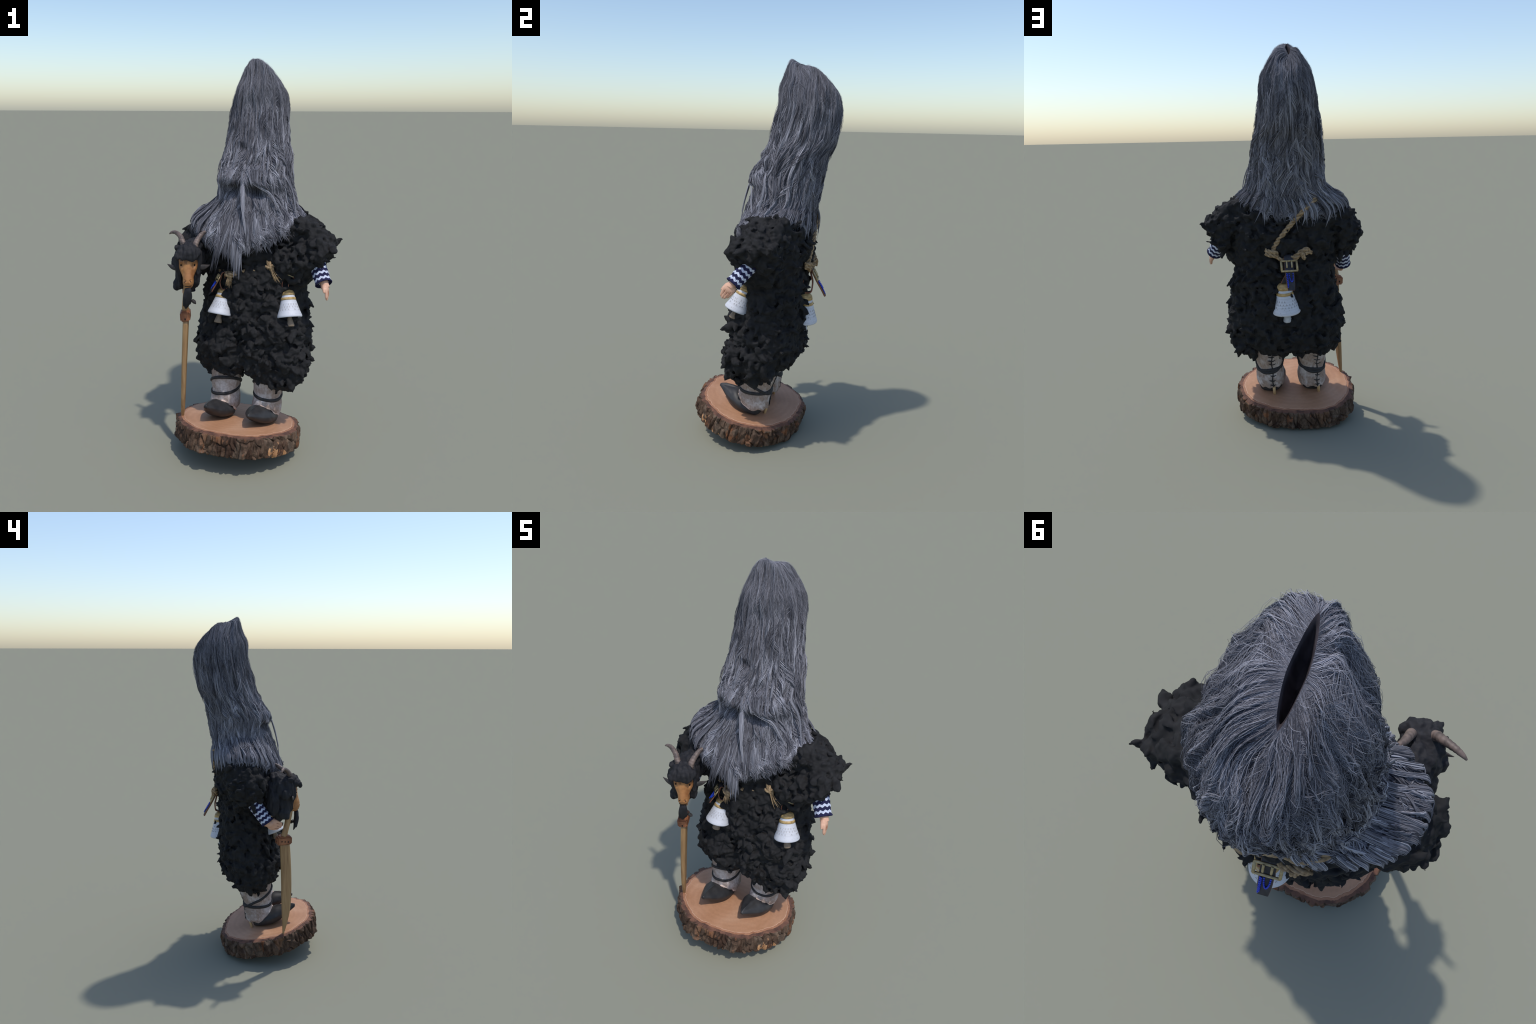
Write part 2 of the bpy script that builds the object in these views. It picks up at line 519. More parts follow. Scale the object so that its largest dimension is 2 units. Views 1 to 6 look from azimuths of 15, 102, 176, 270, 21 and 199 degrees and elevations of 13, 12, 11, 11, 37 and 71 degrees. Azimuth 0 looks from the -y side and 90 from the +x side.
# ------------------------------------------------------------------ legs: socks, shoes, cords, pegs
def build_leg(cx, cy, lean, toe, heel, width, spin):
    n = 96
    A = np.linspace(0, 2 * PI, n, endpoint=False)
    # sock (felt wrap): bulges over the shoe, gathers at the cord
    rows = [(.192, .066, .078, .006), (.205, .073, .083, .003), (.225, .077, .086, .0), (.26, .076, .086, .0),
            (.295, .071, .085, .0), (.312, .070, .085, .0), (.345, .075, .092, .002), (.40, .078, .100, .005), (.46, .078, .10, .006)]
    Rr = smooth_path(rows, 60)
    rings = []
    def center(z):
        return cx + lean[0] * (z - .26), cy + lean[1] * (z - .26)
    for z, rx, ry, dy in Rr:
        x0, y0 = center(z)
        pts = []
        for a in A:
            c, s = math.cos(a), math.sin(a)
            p = (x0 + rx * math.copysign(abs(c) ** .85, c), y0 + dy + ry * math.copysign(abs(s) ** .85, s), z)
            w = .003 * fbm((p[0] * 1.0 + spin, p[1], p[2]), 26, 4)
            # lower hem rises toward the toe and is scalloped
            hem = max(0, 1 - (z - .192) / .07)
            lift = hem * (.072 * max(0, -s) ** 1.5 + .004 * math.sin(9 * a + spin))
            back = max(0, s)
            seam = -.006 * math.exp(-((c) / .06) ** 2) * (1 if s > 0 else 0)
            pts.append((p[0] + c * (w), p[1] + s * (w + seam), z + lift - .03 * hem * back * 0))
        rings.append(np.array(pts))
    V, F = loft(rings)
    sock = mesh_obj("felt_sock", V, F, FELT, ROOT)
    # raw pale hem along the front
    hem = [rings[2][i] + np.array([0, 0, .0]) for i in range(n)]
    hemc = np.mean(rings[2], axis=0)
    arc = [i % n for i in range(int(n * .52), int(n * 1.0))]
    hp = np.array([hem[i] + (hem[i] - hemc) * .02 for i in arc])
    hr = np.array([.0025 + .010 * max(0, fbm(hp[k] * 1.0, 34, 3)) for k in range(len(hp))]); hr[0] = hr[-1] = .001
    V, F = tube(hp, hr, 8)
    mesh_obj("sock_hem", V, F, FELT_EDGE, sock)
    # black cord: one loop level, one loop crossing behind
    def band(z0, tilt_y, tilt_x, r, push):
        P = []
        for a in np.linspace(0, 2 * PI, 60, endpoint=False):
            z = z0 + tilt_y * math.sin(a) + tilt_x * math.cos(a)
            k = np.interp(z, Rr[:, 0], np.arange(len(Rr)))
            rx, ry, dy = [np.interp(k, np.arange(len(Rr)), Rr[:, j]) for j in (1, 2, 3)]
            x0, y0 = center(z)
            c, s = math.cos(a), math.sin(a)
            P.append((x0 + (rx + push) * math.copysign(abs(c) ** .85, c), y0 + dy + (ry + push) * math.copysign(abs(s) ** .85, s), z))
        P = np.array(P); m = len(P)
        O = P - P.mean(axis=0); O[:, 2] = 0; O /= np.linalg.norm(O, axis=1)[:, None]
        Z = np.array([0, 0, 1.0])
        prof = [(math.cos(t), math.sin(t)) for t in np.linspace(0, 2 * PI, 10, endpoint=False)]
        rr = [np.array([P[i] + O[i] * (.0042 * cx_) + Z * (r * cz_) for cx_, cz_ in prof]) for i in range(m)]
        V, F = loft(rr + [rr[0]], cap=False)
        return V, F
    V, F = merge([band(.303, -.002, -.010 * (1 if cx > 0 else -1), .0090, .002), band(.342, -.056, -.012 * (1 if cx > 0 else -1), .0085, .0035)])
    mesh_obj("leg_cord", V, F, CORD, ROOT)
    # stitched seam behind
    x0, y0 = center(.3)
    parts = []
    def back_pt(x_off, z, push=.001):
        k = np.interp(z, Rr[:, 0], np.arange(len(Rr)))
        rx, ry, dy = [np.interp(k, np.arange(len(Rr)), Rr[:, j]) for j in (1, 2, 3)]
        xx, yy = center(z)
        c = min(.999, abs(x_off) / rx) ** (1 / .85)
        return (xx + x_off, yy + dy + ry * (1 - c * c) ** (.5 * .85) + push, z)
    sx = -.022 if cx < 0 else -.010
    parts.append(tube([back_pt(sx + .003 * math.sin(z * 60), z, .0) for z in np.linspace(.195, .43, 20)], .0035, 6))
    for z in (.205, .232, .262, .335, .358, .382):
        for sgn in (-1, 1):
            if random.random() < .88:
                w = .012 + random.random() * .014
                parts.append(tube([back_pt(sx, z), back_pt(sx + sgn * w * .5, z + .002), back_pt(sx + sgn * w, z + .005)], [.0036, .003, .0012], 6, 8))
    V, F = merge(parts)
    mesh_obj("sock_stitching", V, F, STITCH, sock)
    # pointed leather shoe
    toe = np.array(toe); heel = np.array(heel)
    fwd = toe - heel; L = math.hypot(fwd[0], fwd[1])
    rows = [  # t along, half width, bottom above wood, top above wood, exponent
        (0.00, .030, .012, .040), (.05, .052, .002, .058), (.18, .068, .000, .070), (.36, width, .002, .090),
        (.52, width * .96, .008, .104), (.66, width * .78, .022, .107), (.79, width * .54, .046, .110), (.90, width * .31, .072, .114), (.97, width * .17, .088, .116), (1.0, .010, .096, .114)]
    D = smooth_path(rows, 46)
    m = 112
    rings = []
    fx, fy = fwd[0] / L, fwd[1] / L
    gt = ground_z(toe[0], toe[1])
    top_scale = (toe[2] - gt) / .103
    for t, w, b0, t0 in D:
        t = min(max(t, 0), 1)
        x, y = heel[0] + fwd[0] * t, heel[1] + fwd[1] * t
        g = ground_z(x, y)
        k = 1 + (top_scale - 1) * max(0, (t - .5) / .5)
        b0, t0 = g + max(b0, 0) * k, g + t0 * k
        cz, hz = (b0 + t0) / 2, (t0 - b0) / 2
        pts = []
        for a in np.linspace(0, 2 * PI, m, endpoint=False):
            c, s = math.cos(a), math.sin(a)
            e = .72 if s < 0 else 1.15 + .55 * min(1, max(0, (t - .30) / .25))
            u = w * math.copysign(abs(c) ** .8, c)
            v = hz * math.copysign(abs(s) ** e, s)
            crest = .010 * math.exp(-(u / .0055) ** 2) * (s > 0) * min(1, max(0, (t - .45) / .2)) * (1 - max(0, t - .85) / .15)
            dent = -.004 * max(0, fbm((x + u * fy, y + v, spin), 20, 3))
            pts.append((x - fy * (u + dent * c), y + fx * (u + dent * c), cz + v + crest))
        rings.append(np.array(pts))
    V, F = loft(rings)
    mesh_obj("pointed_shoe", V, F, LEATHER, ROOT)

build_leg(-.142, -.012, (.02, .12), (-.177, -.233, .291), (-.140, .015, .15), .074, 1.0)
build_leg(.090, -.020, (.05, .14), (.043, -.228, .268), (.098, .012, .15), .076, 4.0)
for top, bot in (((-.172, .046, .215), (-.1775, .026, .143)), ((.075, .050, .210), (.070, .030, .139))):
    V, F = tube([top, bot], [.0085, .0075], 12)
    mesh_obj("support_peg", V, F, PEG, ROOT)

# ------------------------------------------------------------------ black wool garment
def superring(xn, xp, yf, yb, z, n=72, e=.8):
    cx, cy = (xn + xp) / 2, (yf + yb) / 2
    rx, ry = (xp - xn) / 2, (yb - yf) / 2
    a = np.linspace(0, 2 * PI, n, endpoint=False)
    c, s = np.cos(a), np.sin(a)
    return np.column_stack([cx + rx * np.sign(c) * np.abs(c) ** e, cy + ry * np.sign(s) * np.abs(s) ** e, np.full(n, z)])

def drop_crumbs(V, F):
    """keep only the largest connected piece"""
    lab = np.arange(len(V))
    Q = np.array([f if len(f) == 4 else (*f, f[-1]) for f in F])
    while True:
        m = lab[Q].min(axis=1)
        new = lab.copy()
        for c in range(4):
            np.minimum.at(new, Q[:, c], m)
        new = new[new]
        if (new == lab).all():
            break
        lab = new
    big = np.bincount(lab).argmax()
    keep = [f for f in F if lab[f[0]] == big]
    ids = np.full(len(V), -1); used = np.nonzero(lab == big)[0]; ids[used] = np.arange(len(used))
    return V[used], [tuple(int(ids[i]) for i in f) for f in keep]

def build_wool():
    inset = .032
    rows = [(1.27, -.15, .15, .03, .20), (1.20, -.27, .25, -.01, .245), (1.10, -.29, .29, -.07, .262), (1.00, -.28, .285, -.095, .256),
            (.93, -.272, .278, -.105, .240), (.87, -.272, .283, -.122, .236), (.80, -.278, .290, -.142, .242), (.72, -.290, .300, -.158, .250),
            (.64, -.304, .315, -.172, .250), (.57, -.320, .326, -.178, .242), (.50, -.322, .328, -.172, .224), (.455, -.302, .324, -.150, .198), (.425, -.26, .275, -.120, .165)]
    R = smooth_path([(r[0], r[1] + inset, r[2] - inset, r[3] + inset, r[4] - inset) for r in rows], 60)
    torso = loft([superring(xn, xp, yf, yb, z, e=np.interp(z, [.4, .75, .9], [1.06, 1.04, .95])) for z, xn, xp, yf, yb in R][::-1])
    parts = [torso]
    # trouser legs ending above the socks
    parts.append(blob((-.150, .020, .440), (.098, .100, .056)))
    parts.append(blob((.130, -.010, .440), (.125, .112, .062)))
    parts.append(blob((.155, -.058, .425), (.090, .066, .052)))
    parts.append(blob((.205, -.075, .52), (.085, .072, .105)))
    parts.append(blob((.045, -.068, .82), (.075, .046, .11)))
    parts.append(blob((.140, -.082, .675), (.100, .060, .090)))
    # wide cape sleeves
    for c, r in (((.19, .075, 1.185), (.09, .095, .075)), ((.265, .060, 1.140), (.105, .100, .070)), ((.325, .050, 1.115), (.072, .085, .060)), ((.365, .095, 1.120), (.036, .045, .036)), ((.358, .000, 1.090), (.042, .052, .048)), ((.335, -.050, 1.085), (.045, .040, .055)), ((.262, .005, 1.045), (.065, .095, .070)), ((.325, .090, 1.045), (.042, .055, .065)),
                 ((.225, .020, .985), (.075, .090, .075)), ((.19, -.002, 1.02), (.085, .075, .095)), ((.225, .02, .95), (.06, .075, .045)),
                 ((-.21, .085, 1.155), (.085, .10, .070)), ((-.275, .070, 1.115), (.080, .100, .075)), ((-.315, .060, 1.060), (.065, .095, .080)), ((-.300, .050, 1.0), (.06, .085, .065)), ((-.362, .055, 1.055), (.036, .05, .045)), ((-.24, .02, 1.04), (.075, .085, .09))):
        parts.append(blob(c, r))
    V, F = remeshed(*merge(parts), .012, 6)
    V = np.asarray(V); N = normals_of(V, F)
    d = np.array([.013 * noise.noise(Vector(p * 9)) for p in V])
    x, y, z = V.T
    front = 1 / (1 + np.exp((y + .02) / .02))
    d -= front * .052 * np.exp(-((x + .024 - .1 * (.5 - z)) / .032) ** 2 - ((z - .60) / .10) ** 2)
    low = 1 / (1 + np.exp((z - .73) / .03))
    d -= front * .018 / (1 + np.exp((x + .03) / .03)) * np.exp(-((z - .67) / .07) ** 2)
    d -= low * .014 / (1 + np.exp(-(x - .06) / .04)) / (1 + np.exp(-(y - .06) / .03))      # crease between the legs
    d -= front * .030 * np.exp(-((x + .145) / .06) ** 2 - ((z - .79) / .07) ** 2)                # hollows behind the bells
    d -= front * .022 * np.exp(-((x - .215) / .05) ** 2 - ((z - .81) / .07) ** 2)
    V = V + N * d[:, None]
    V[:, 2] += .055 * np.exp(-((V[:, 0] + .028) / .034) ** 2) / (1 + np.exp((V[:, 1] - .04) / .03)) / (1 + np.exp((V[:, 2] - .47) / .012))   # crotch
    N = normals_of(V, F)
    # curls: pillowy lumps and pointed tips scattered over the base form
    quads = np.array([f if len(f) == 4 else (*f, f[-1]) for f in F])
    cen = V[quads].mean(axis=1); nor = N[quads].mean(axis=1)
    nor /= np.linalg.norm(nor, axis=1)[:, None]
    order = RNG.permutation(len(cen))
    taken, grid, rad = [], {}, .0250
    for i in order:
        k = tuple((cen[i] // rad).astype(int))
        ok = True
        for dx in (-1, 0, 1):
            for dy in (-1, 0, 1):
                for dz in (-1, 0, 1):
                    for j in grid.get((k[0] + dx, k[1] + dy, k[2] + dz), ()):
                        if np.sum((cen[i] - cen[j]) ** 2) < rad * rad:
                            ok = False; break
        if ok:
            grid.setdefault(k, []).append(i); taken.append(i)
    lumps = [(V, F)]
    down = np.array([0, 0, -1.0])
    bv, bf = ICO2
    for i in taken:
        c, n = cen[i], nor[i]
        if c[2] > 1.24:
            continue
        t = RNG.normal(size=3); t -= n * (t @ n); t /= np.linalg.norm(t)
        b = np.cross(n, t)
        u = RNG.random()
        size = .6 + .85 * RNG.random() ** 1.5
        if u < .85:
            # a flap of fleece: flat, bent, standing up on one edge like a shingle
            v = bv * (np.array([.0360, .0220, .0115]) * size)
            v[:, 2] -= (v[:, 0] / .03) ** 2 * .012 * RNG.uniform(-.6, 1)
            v[:, 1] += (v[:, 0] / .03) ** 2 * .018 * RNG.uniform(-1, 1)
            v[:, 2] += np.sin(v[:, 0] * 150 + RNG.uniform(0, 6)) * .0032
            base = c + n * (-.002 + .020 * RNG.random() ** 1.4)
            tilt = RNG.normal() * .45
            n, b = n * math.cos(tilt) + b * math.sin(tilt), b * math.cos(tilt) - n * math.sin(tilt)
            tilt = RNG.normal() * .30
            n, t = n * math.cos(tilt) + t * math.sin(tilt), t * math.cos(tilt) - n * math.sin(tilt)
        else:
            h = .030 + .034 * RNG.random()
            sfac = (bv[:, 2] + 1) / 2
            w = .023 * size * (1 - sfac ** 2.2) + .0046
            v = np.column_stack([bv[:, 0] * w, bv[:, 1] * w * .65, sfac * h])
            v[:, 0] += .7 * h * sfac ** 2.2 * (.3 + RNG.random())
            base = c - n * .004
            t = (t * .8 + down * .35 + RNG.normal(size=3) * .3); t -= n * (t @ n); t /= np.linalg.norm(t); b = np.cross(n, t)
        v = v[:, :1] * t + v[:, 1:2] * b + v[:, 2:3] * n + base
        lumps.append((v, bf))
    V, F = remeshed(*merge(lumps), .0046, 1)
    V = np.asarray(V); N = normals_of(V, F)
    d = np.array([.0050 * (.5 - 2.2 * abs(noise.noise(Vector(p * 30)))) + .0030 * noise.fractal(Vector(p * 60), .9, 2.1, 2) for p in V])
    V = V + N * d[:, None]
    return drop_crumbs(V, F)

def split_regions(V, F, region, names, mat, parent):
    """cut one smooth surface into named objects that share border vertices and normals"""
    N = normals_of(V, F)
    cen = np.array([V[list(f)].mean(axis=0) for f in F])
    lab = region(cen)
    for r, name in enumerate(names):
        sel = np.nonzero(lab == r)[0]
        if not len(sel):
            continue
        used = {}
        ids = []
        faces = []
        for i in sel:
            q = []
            for v in F[i]:
                if v not in used:
                    used[v] = len(ids); ids.append(v)
                q.append(used[v])
            faces.append(q)
        me = bpy.data.meshes.new(name)
        me.from_pydata([tuple(V[i]) for i in ids], [], faces)
        me.materials.append(mat)
        me.polygons.foreach_set("use_smooth", [True] * len(faces))
        me.update()
        me.normals_split_custom_set_from_vertices([tuple(N[i]) for i in ids])
        link(bpy.data.objects.new(name, me), parent)

WV, WF = build_wool()
def wool_region(c):
    lab = np.zeros(len(c), int)
    lab[c[:, 2] < .92] = 3
    lab[(c[:, 2] < .92) & (c[:, 0] > -.02)] = 4
    arm = (c[:, 2] > .87) & (c[:, 2] < 1.24)
    lab[arm & (c[:, 0] > .20 + .35 * np.maximum(0, c[:, 2] - 1.15))] = 1
    lab[arm & (c[:, 0] < -.22 - .35 * np.maximum(0, c[:, 2] - 1.12)) & (c[:, 2] > .90)] = 2
    return lab
split_regions(WV, WF, wool_region, ["wool_coat", "coat_sleeve", "coat_sleeve", "wool_trouser_leg", "wool_trouser_leg"], WOOL, ROOT)

# ------------------------------------------------------------------ knitted sleeves and hands
def build_sleeve(start, cuff, r0, r1, hint):
    start, cuff = np.array(start), np.array(cuff)
    ax = axes_from(start - cuff, hint)           # local z points up the arm, cuff at z = 0
    L = np.linalg.norm(start - cuff)
    n, m = 112, 60
    rings = []
    for k in range(m):
        t = k / (m - 1); z = t * L
        r = r1 + (r0 - r1) * t
        r += .0035 * math.exp(-(z / .008) ** 2) - .0015 * math.exp(-((z - .022) / .010) ** 2)
        a = np.linspace(0, 2 * PI, n, endpoint=False)
        knit = .0011 * np.abs(np.sin(a * 14)) + .0007 * np.sin(z / .0035 + 2 * np.abs(np.sin(a * 14)))
        rr = r + knit
        rings.append(np.column_stack([np.cos(a) * rr, np.sin(a) * rr * .95, np.full(n, z)]))
    inner = [np.column_stack([rings[0][:, 0] * s, rings[0][:, 1] * s, np.full(n, zz)]) for s, zz in ((.6, .012), (.86, .006), (.93, -.003))]
    V, F = loft(inner + rings)
    o = mesh_obj("knit_sleeve", V, F, KNIT, None)
    o.parent = ROOT
    place(o, cuff, ax)

build_sleeve((.300, .045, 1.075), (.379, -.066, .938), .043, .0385, (1, .3, 0))
build_sleeve((-.300, .055, 1.015), (-.328, -.063, .858), .042, .0385, (1, 0, 0))

def build_hand(wrist, fwd, side, palm_n, curl, thumb_dir, scale=1.0):
    """fwd along the fingers, side across the knuckles (towards the thumb), palm_n out of the palm"""
    wrist = np.array(wrist, float)
    f = np.array(fwd, float); f /= np.linalg.norm(f)
    s = np.array(side, float); s -= f * (s @ f); s /= np.linalg.norm(s)
    p = np.cross(f, s); p *= np.sign(p @ np.array(palm_n))
    W = lambda a, b, c: wrist + (f * a + s * b + p * c) * scale
    R = np.array([f, s, p])
    parts = [tube([W(-.02, 0, 0), W(.0, 0, 0), W(.02, 0, 0)], [.019 * scale, .019 * scale, .02 * scale], 14)]
    v, q = ICO3
    parts.append(((v * np.array([.026, .029, .0140]) * scale) @ R + W(.022, 0, 0), q))
    creases = []
    for k, b in enumerate((.0215, .0075, -.0070, -.0205)):
        ln = (.064, .069, .066, .056)[k]
        pts = []
        for t in np.linspace(0, 1, 7):
            a = .030 + (ln - .030) * t + .012 * t * (1 - curl * t)
            c = curl * .030 * t ** 1.8
            pts.append(W(a, b * (1 - .38 * t), c))
        parts.append(tube(pts, np.array([.0078, .0078, .0075, .0072, .0068, .0062, .004]) * scale, 10, 14))
        if k:
            m = b + .006
            creases.append(tube([W(.026, m * .95, -.0112), W(.040, m * .92, -.0095 + curl * .004), W(.058, m * .86, -.0065 + curl * .013)], np.array([.0006, .0011, .0006]) * scale, 6, 8))
    td = np.array(thumb_dir, float)
    t0 = W(.014, .018, .004)
    parts.append(tube([t0, t0 + td * .5, t0 + td], np.array([.0095, .008, .0035]) * scale, 10, 12))
    V, F = remeshed(*merge(parts), .0021, 3)
    h = mesh_obj("hand", V, F, SKIN, ROOT)
    V, F = merge(creases)
    mesh_obj("finger_crease", V, F, CREASE, h)

build_hand((.383, -.068, .938), (.026, -.036, -.060), (.0, -.05, .03), (-1, .1, -.1), .30, (.006, -.030, -.026), 1.08)
build_hand((-.328, -.066, .852), (.016, -.075, -.026), (.0, -.02, .04), (1, 0, -.2), .45, (.02, -.034, .004), 1.18)

# ------------------------------------------------------------------ goat-headed staff
GX = np.array([.953, .303, 0]); GF = np.array([.303, -.953, 0]); GZ = np.array([0, 0, 1.0])
GC = np.array([-.2655, -.205, 1.02])                  # between the eyes
G = lambda x, f, z: GC + GX * x + GF * f + GZ * z
def build_staff():
    top = np.array([-.303, -.160, .725]); bot = np.array([-.3355, -.157, .183])
    rows = [  # t, half depth (y) front, half depth back, half thickness (x)
        (0, .031, .027, .0152), (.2, .034, .026, .0148), (.45, .036, .024, .0138), (.62, .035, .022, .0132), (.76, .029, .018, .0122), (.88, .016, .012, .0110), (.95, .006, .009, .0095), (1, -.002, .007, .0075)]
    D = smooth_path(rows, 40)
    rings = []
    for t, hf, hb, hx in D:
        c = top + (bot - top) * t + np.array([.002, 0, 0]) + GF * (.004 + .008 * math.sin(PI * t) ** .8)
        a = np.linspace(0, 2 * PI, 28, endpoint=False)
        ca, sa = np.cos(a), np.sin(a)
        u = np.sign(ca) * np.abs(ca) ** .55; w = np.sign(sa) * np.abs(sa) ** .6
        y = np.where(w > 0, w * hb, w * hf) + .004 * (1 - t)
        rings.append(c + GX * (u * hx)[:, None] - GF * y[:, None])
    V, F = loft(rings)
    STAFF_ROOT = mesh_obj("goat_head_staff", V, F, STAFF, ROOT)       # the blade carries everything above it
    # carved collar block with drilled dots
    bc = np.array([-.3045, -.156, .746])
    ax = axes_from((-.05, 0, 1), GX)
    V, F = box(bc, (.049, .088, .047), ax, .0065)
    blk = mesh_obj("collar_block", V, F, BLOCK, STAFF_ROOT, smooth=False)
    V, F = box(bc + np.array([0, 0, .0225]), (.040, .066, .012), ax, .004)
    mesh_obj("collar_ledge", V, F, BLOCK, STAFF_ROOT, smooth=False)
    holes = []
    for dy in (-.019, 0, .019):
        holes.append(blob(bc + ax[0] * -.0245 + ax[1] * dy + ax[2] * (dy * .15 - .003), (.0018, .0042, .0052), base=ICO2))
    holes.append(blob(bc + ax[1] * -.044 + ax[2] * -.010, (.0045, .0018, .006), base=ICO2))
    holes.append(blob(bc + ax[1] * .044 + ax[2] * -.004, (.005, .0018, .006), base=ICO2))
    V, F = merge(holes)
    mesh_obj("drilled_hole", V, F, CUT, STAFF_ROOT)
    # neck rising into the head
    V, F = tube([(-.3045, -.156, .765), (-.300, -.166, .80), (-.292, -.176, .84), (-.280, -.186, .90), (-.272, -.19, .95)], [.0185, .0165, .0165, .019, .02], 20, 30, 1.0)
    mesh_obj("staff_neck", V, F, STAFF, STAFF_ROOT)

    # carved face: wedge from brow to muzzle
    rows = [  # z, half width, forward front, forward back
        (.048, .043, .016, -.03), (.030, .048, .020, -.03), (.008, .050, .022, -.03), (-.015, .046, .026, -.028), (-.036, .037, .031, -.022),
        (-.054, .029, .038, -.012), (-.066, .0265, .042, -.006), (-.078, .0270, .043, -.002), (-.092, .026, .039, .000), (-.104, .021, .033, .002), (-.112, .011, .026, .006)]
    D = smooth_path(rows, 70)
    rings = []
    n = 88
    A = np.linspace(0, 2 * PI, n, endpoint=False)
    for z, w, f1, f0 in D:
        pts = []
        for a in A:
            c, s = math.cos(a), math.sin(a)
            x = w * math.copysign(abs(c) ** .75, c)
            hf = (f1 - f0)
            f = f0 + hf * (max(0, s) ** .72) if s >= 0 else f0 + .018 * s
            if s > 0:
                # nose bridge ridge, eye sockets, cheek planes, nostrils, mouth
                up = 1 / (1 + math.exp(-(z + .055) / .006))
                f += .0045 * math.exp(-(x / .014) ** 2) * up
                for e in (-1, 1):
                    f -= .0065 * math.exp(-((x - e * .030) / .0085) ** 2 - ((z - .002) / .011) ** 2)
                    f += .0040 * math.exp(-((x - e * .033) / .010) ** 2 - ((z - .020) / .006) ** 2)
                    f -= .0050 * math.exp(-((x - e * .024) / .006) ** 2 - ((z + .032) / .020) ** 2)
                    f -= .0055 * math.exp(-((x - e * .0125) / .0048) ** 2 - ((z + .073 - e * x * .3) / .0045) ** 2)
                f -= .0035 * math.exp(-((z + .098 - 8 * x * x) / .0022) ** 2)
                f -= .0020 * math.exp(-(x / .002) ** 2 - ((z + .086) / .008) ** 2)
            pts.append(G(x, f, z))
        rings.append(np.array(pts))
    V, F = loft(rings)
    face = mesh_obj("carved_face", V, F, FACE, STAFF_ROOT)
    for e in (-1, 1):
        v, q = ICO2
        V = (v * np.array([.0042, .0028, .0050])) @ np.array([GX, GF, GZ]) + G(e * .0325, .0118, .003)
        mesh_obj("goat_eye", V, q, EYE, STAFF_ROOT)
        V = (v * np.array([.0052, .0030, .0036])) @ np.array([GX, GF, GZ]) + G(e * .0128, .0372, -.0745)
        mesh_obj("nostril", V, q, EYE, STAFF_ROOT)
    V, F = tube([G(x, .0368 - 16 * x * x, -.0985 + 7 * x * x) for x in np.linspace(-.019, .019, 11)], [.0006] + [.0017] * 9 + [.0006], 6)
    mesh_obj("mouth_line", V, F, EYE, STAFF_ROOT)

    # black hair hood with fringe, cheek drapes and goatee
    P = []
    def el(x, f, z, r, yaw=0):
        v, q = ICO3
        P.append(((v * np.array(r)) @ np.array([GX, GF, GZ]) + G(x, f, z), q))
    el(.003, -.040, .050, (.064, .062, .052))
    el(.003, .004, .062, (.060, .036, .034))         # fringe over the brow
    el(.0, -.012, .082, (.050, .036, .026))
    el(.003, -.08, .020, (.064, .055, .078))
    el(-.048, -.038, .000, (.022, .040, .070)); el(.050, -.038, -.005, (.020, .040, .065))
    el(-.042, -.055, -.060, (.024, .045, .070)); el(.036, -.060, -.060, (.024, .045, .070))
    el(-.005, -.085, -.075, (.045, .050, .095))
    el(-.052, -.07, -.110, (.022, .034, .036)); el(-.062, -.06, -.128, (.016, .020, .016)); el(-.066, -.065, -.105, (.014, .016, .012))
    el(-.054, -.03, .082, (.012, .016, .014)); el(.020, -.085, .080, (.05, .05, .035))
    el(.03, -.125, .01, (.05, .045, .07)); el(-.02, -.12, -.05, (.045, .035, .085)); el(-.066, -.06, .0, (.014, .03, .028))
    for k in range(18):                                 # ragged fringe tips
        x = -.050 + .100 * (k + RNG.random()) / 18
        P.append(tube([G(x, .020, .062), G(x * 1.02, .032 - 3 * x * x, .045), G(x * 1.05, .030 - 4 * x * x, .018 + .016 * RNG.random())], [.009, .0075, .002], 8, 10))
    V, F = remeshed(*merge(P), .0038, 6)
    V = np.asarray(V); N = normals_of(V, F)
    d = np.array([.008 * noise.fractal(Vector((p[0] * 26, p[1] * 26, p[2] * 9)), .9, 2.1, 4) - .009 * abs(noise.noise(Vector((p[0] * 48, p[1] * 48, p[2] * 10)))) + .002 + .003 * noise.fractal(Vector((p[0] * 70, p[1] * 70, p[2] * 16)), .9, 2.1, 2) for p in V])
    V = V + N * d[:, None]
    mesh_obj("hair_hood", V, F, GOATHAIR, STAFF_ROOT)
    # goatee
    P = [tube([G(.0, .022, -.098), G(.0, .028, -.125), G(-.006, .022, -.160), G(-.012, .014, -.195), G(-.016, .002, -.222)], [.010, .018, .020, .016, .004], 14, 24, .6)]
    for k in range(14):
        a = RNG.uniform(-1, 1); b = RNG.uniform(-.5, .8)
        P.append(tube([G(a * .012, .02 + b * .008, -.115), G(a * .022, .022 + b * .012, -.155), G(a * .020 - .010 + .012 * (k % 3 == 0), .010 + b * .012, -.188 - .025 * RNG.random())], [.006, .006, .0012], 7, 12))
    V, F = remeshed(*merge(P), .003, 2)
    mesh_obj("goatee", V, F, GOATHAIR, STAFF_ROOT)
    V, F = tube([G(.018, .012, -.175), G(.028, .008, -.186), G(.034, .004, -.196)], [.008, .009, .003], 8, 10)
    mesh_obj("goatee_tuft", V, F, EAR, STAFF_ROOT)
    # ringed horns sweeping out and back
    for pts in ([(-.288, -.192, 1.098), (-.298, -.186, 1.128), (-.315, -.170, 1.152), (-.345, -.153, 1.167), (-.370, -.143, 1.165), (-.386, -.138, 1.156)],
                [(-.240, -.178, 1.098), (-.235, -.168, 1.125), (-.228, -.142, 1.148), (-.219, -.118, 1.163), (-.206, -.097, 1.168), (-.192, -.078, 1.163)]):
        Q = smooth_path(np.column_stack([pts, [.0155, .0142, .0124, .0102, .0074, .0032]]), 70)
        k = np.arange(70)
        rr = Q[:, 3] * (1 + .045 * np.sin(k * 1.15) * (k < 52))
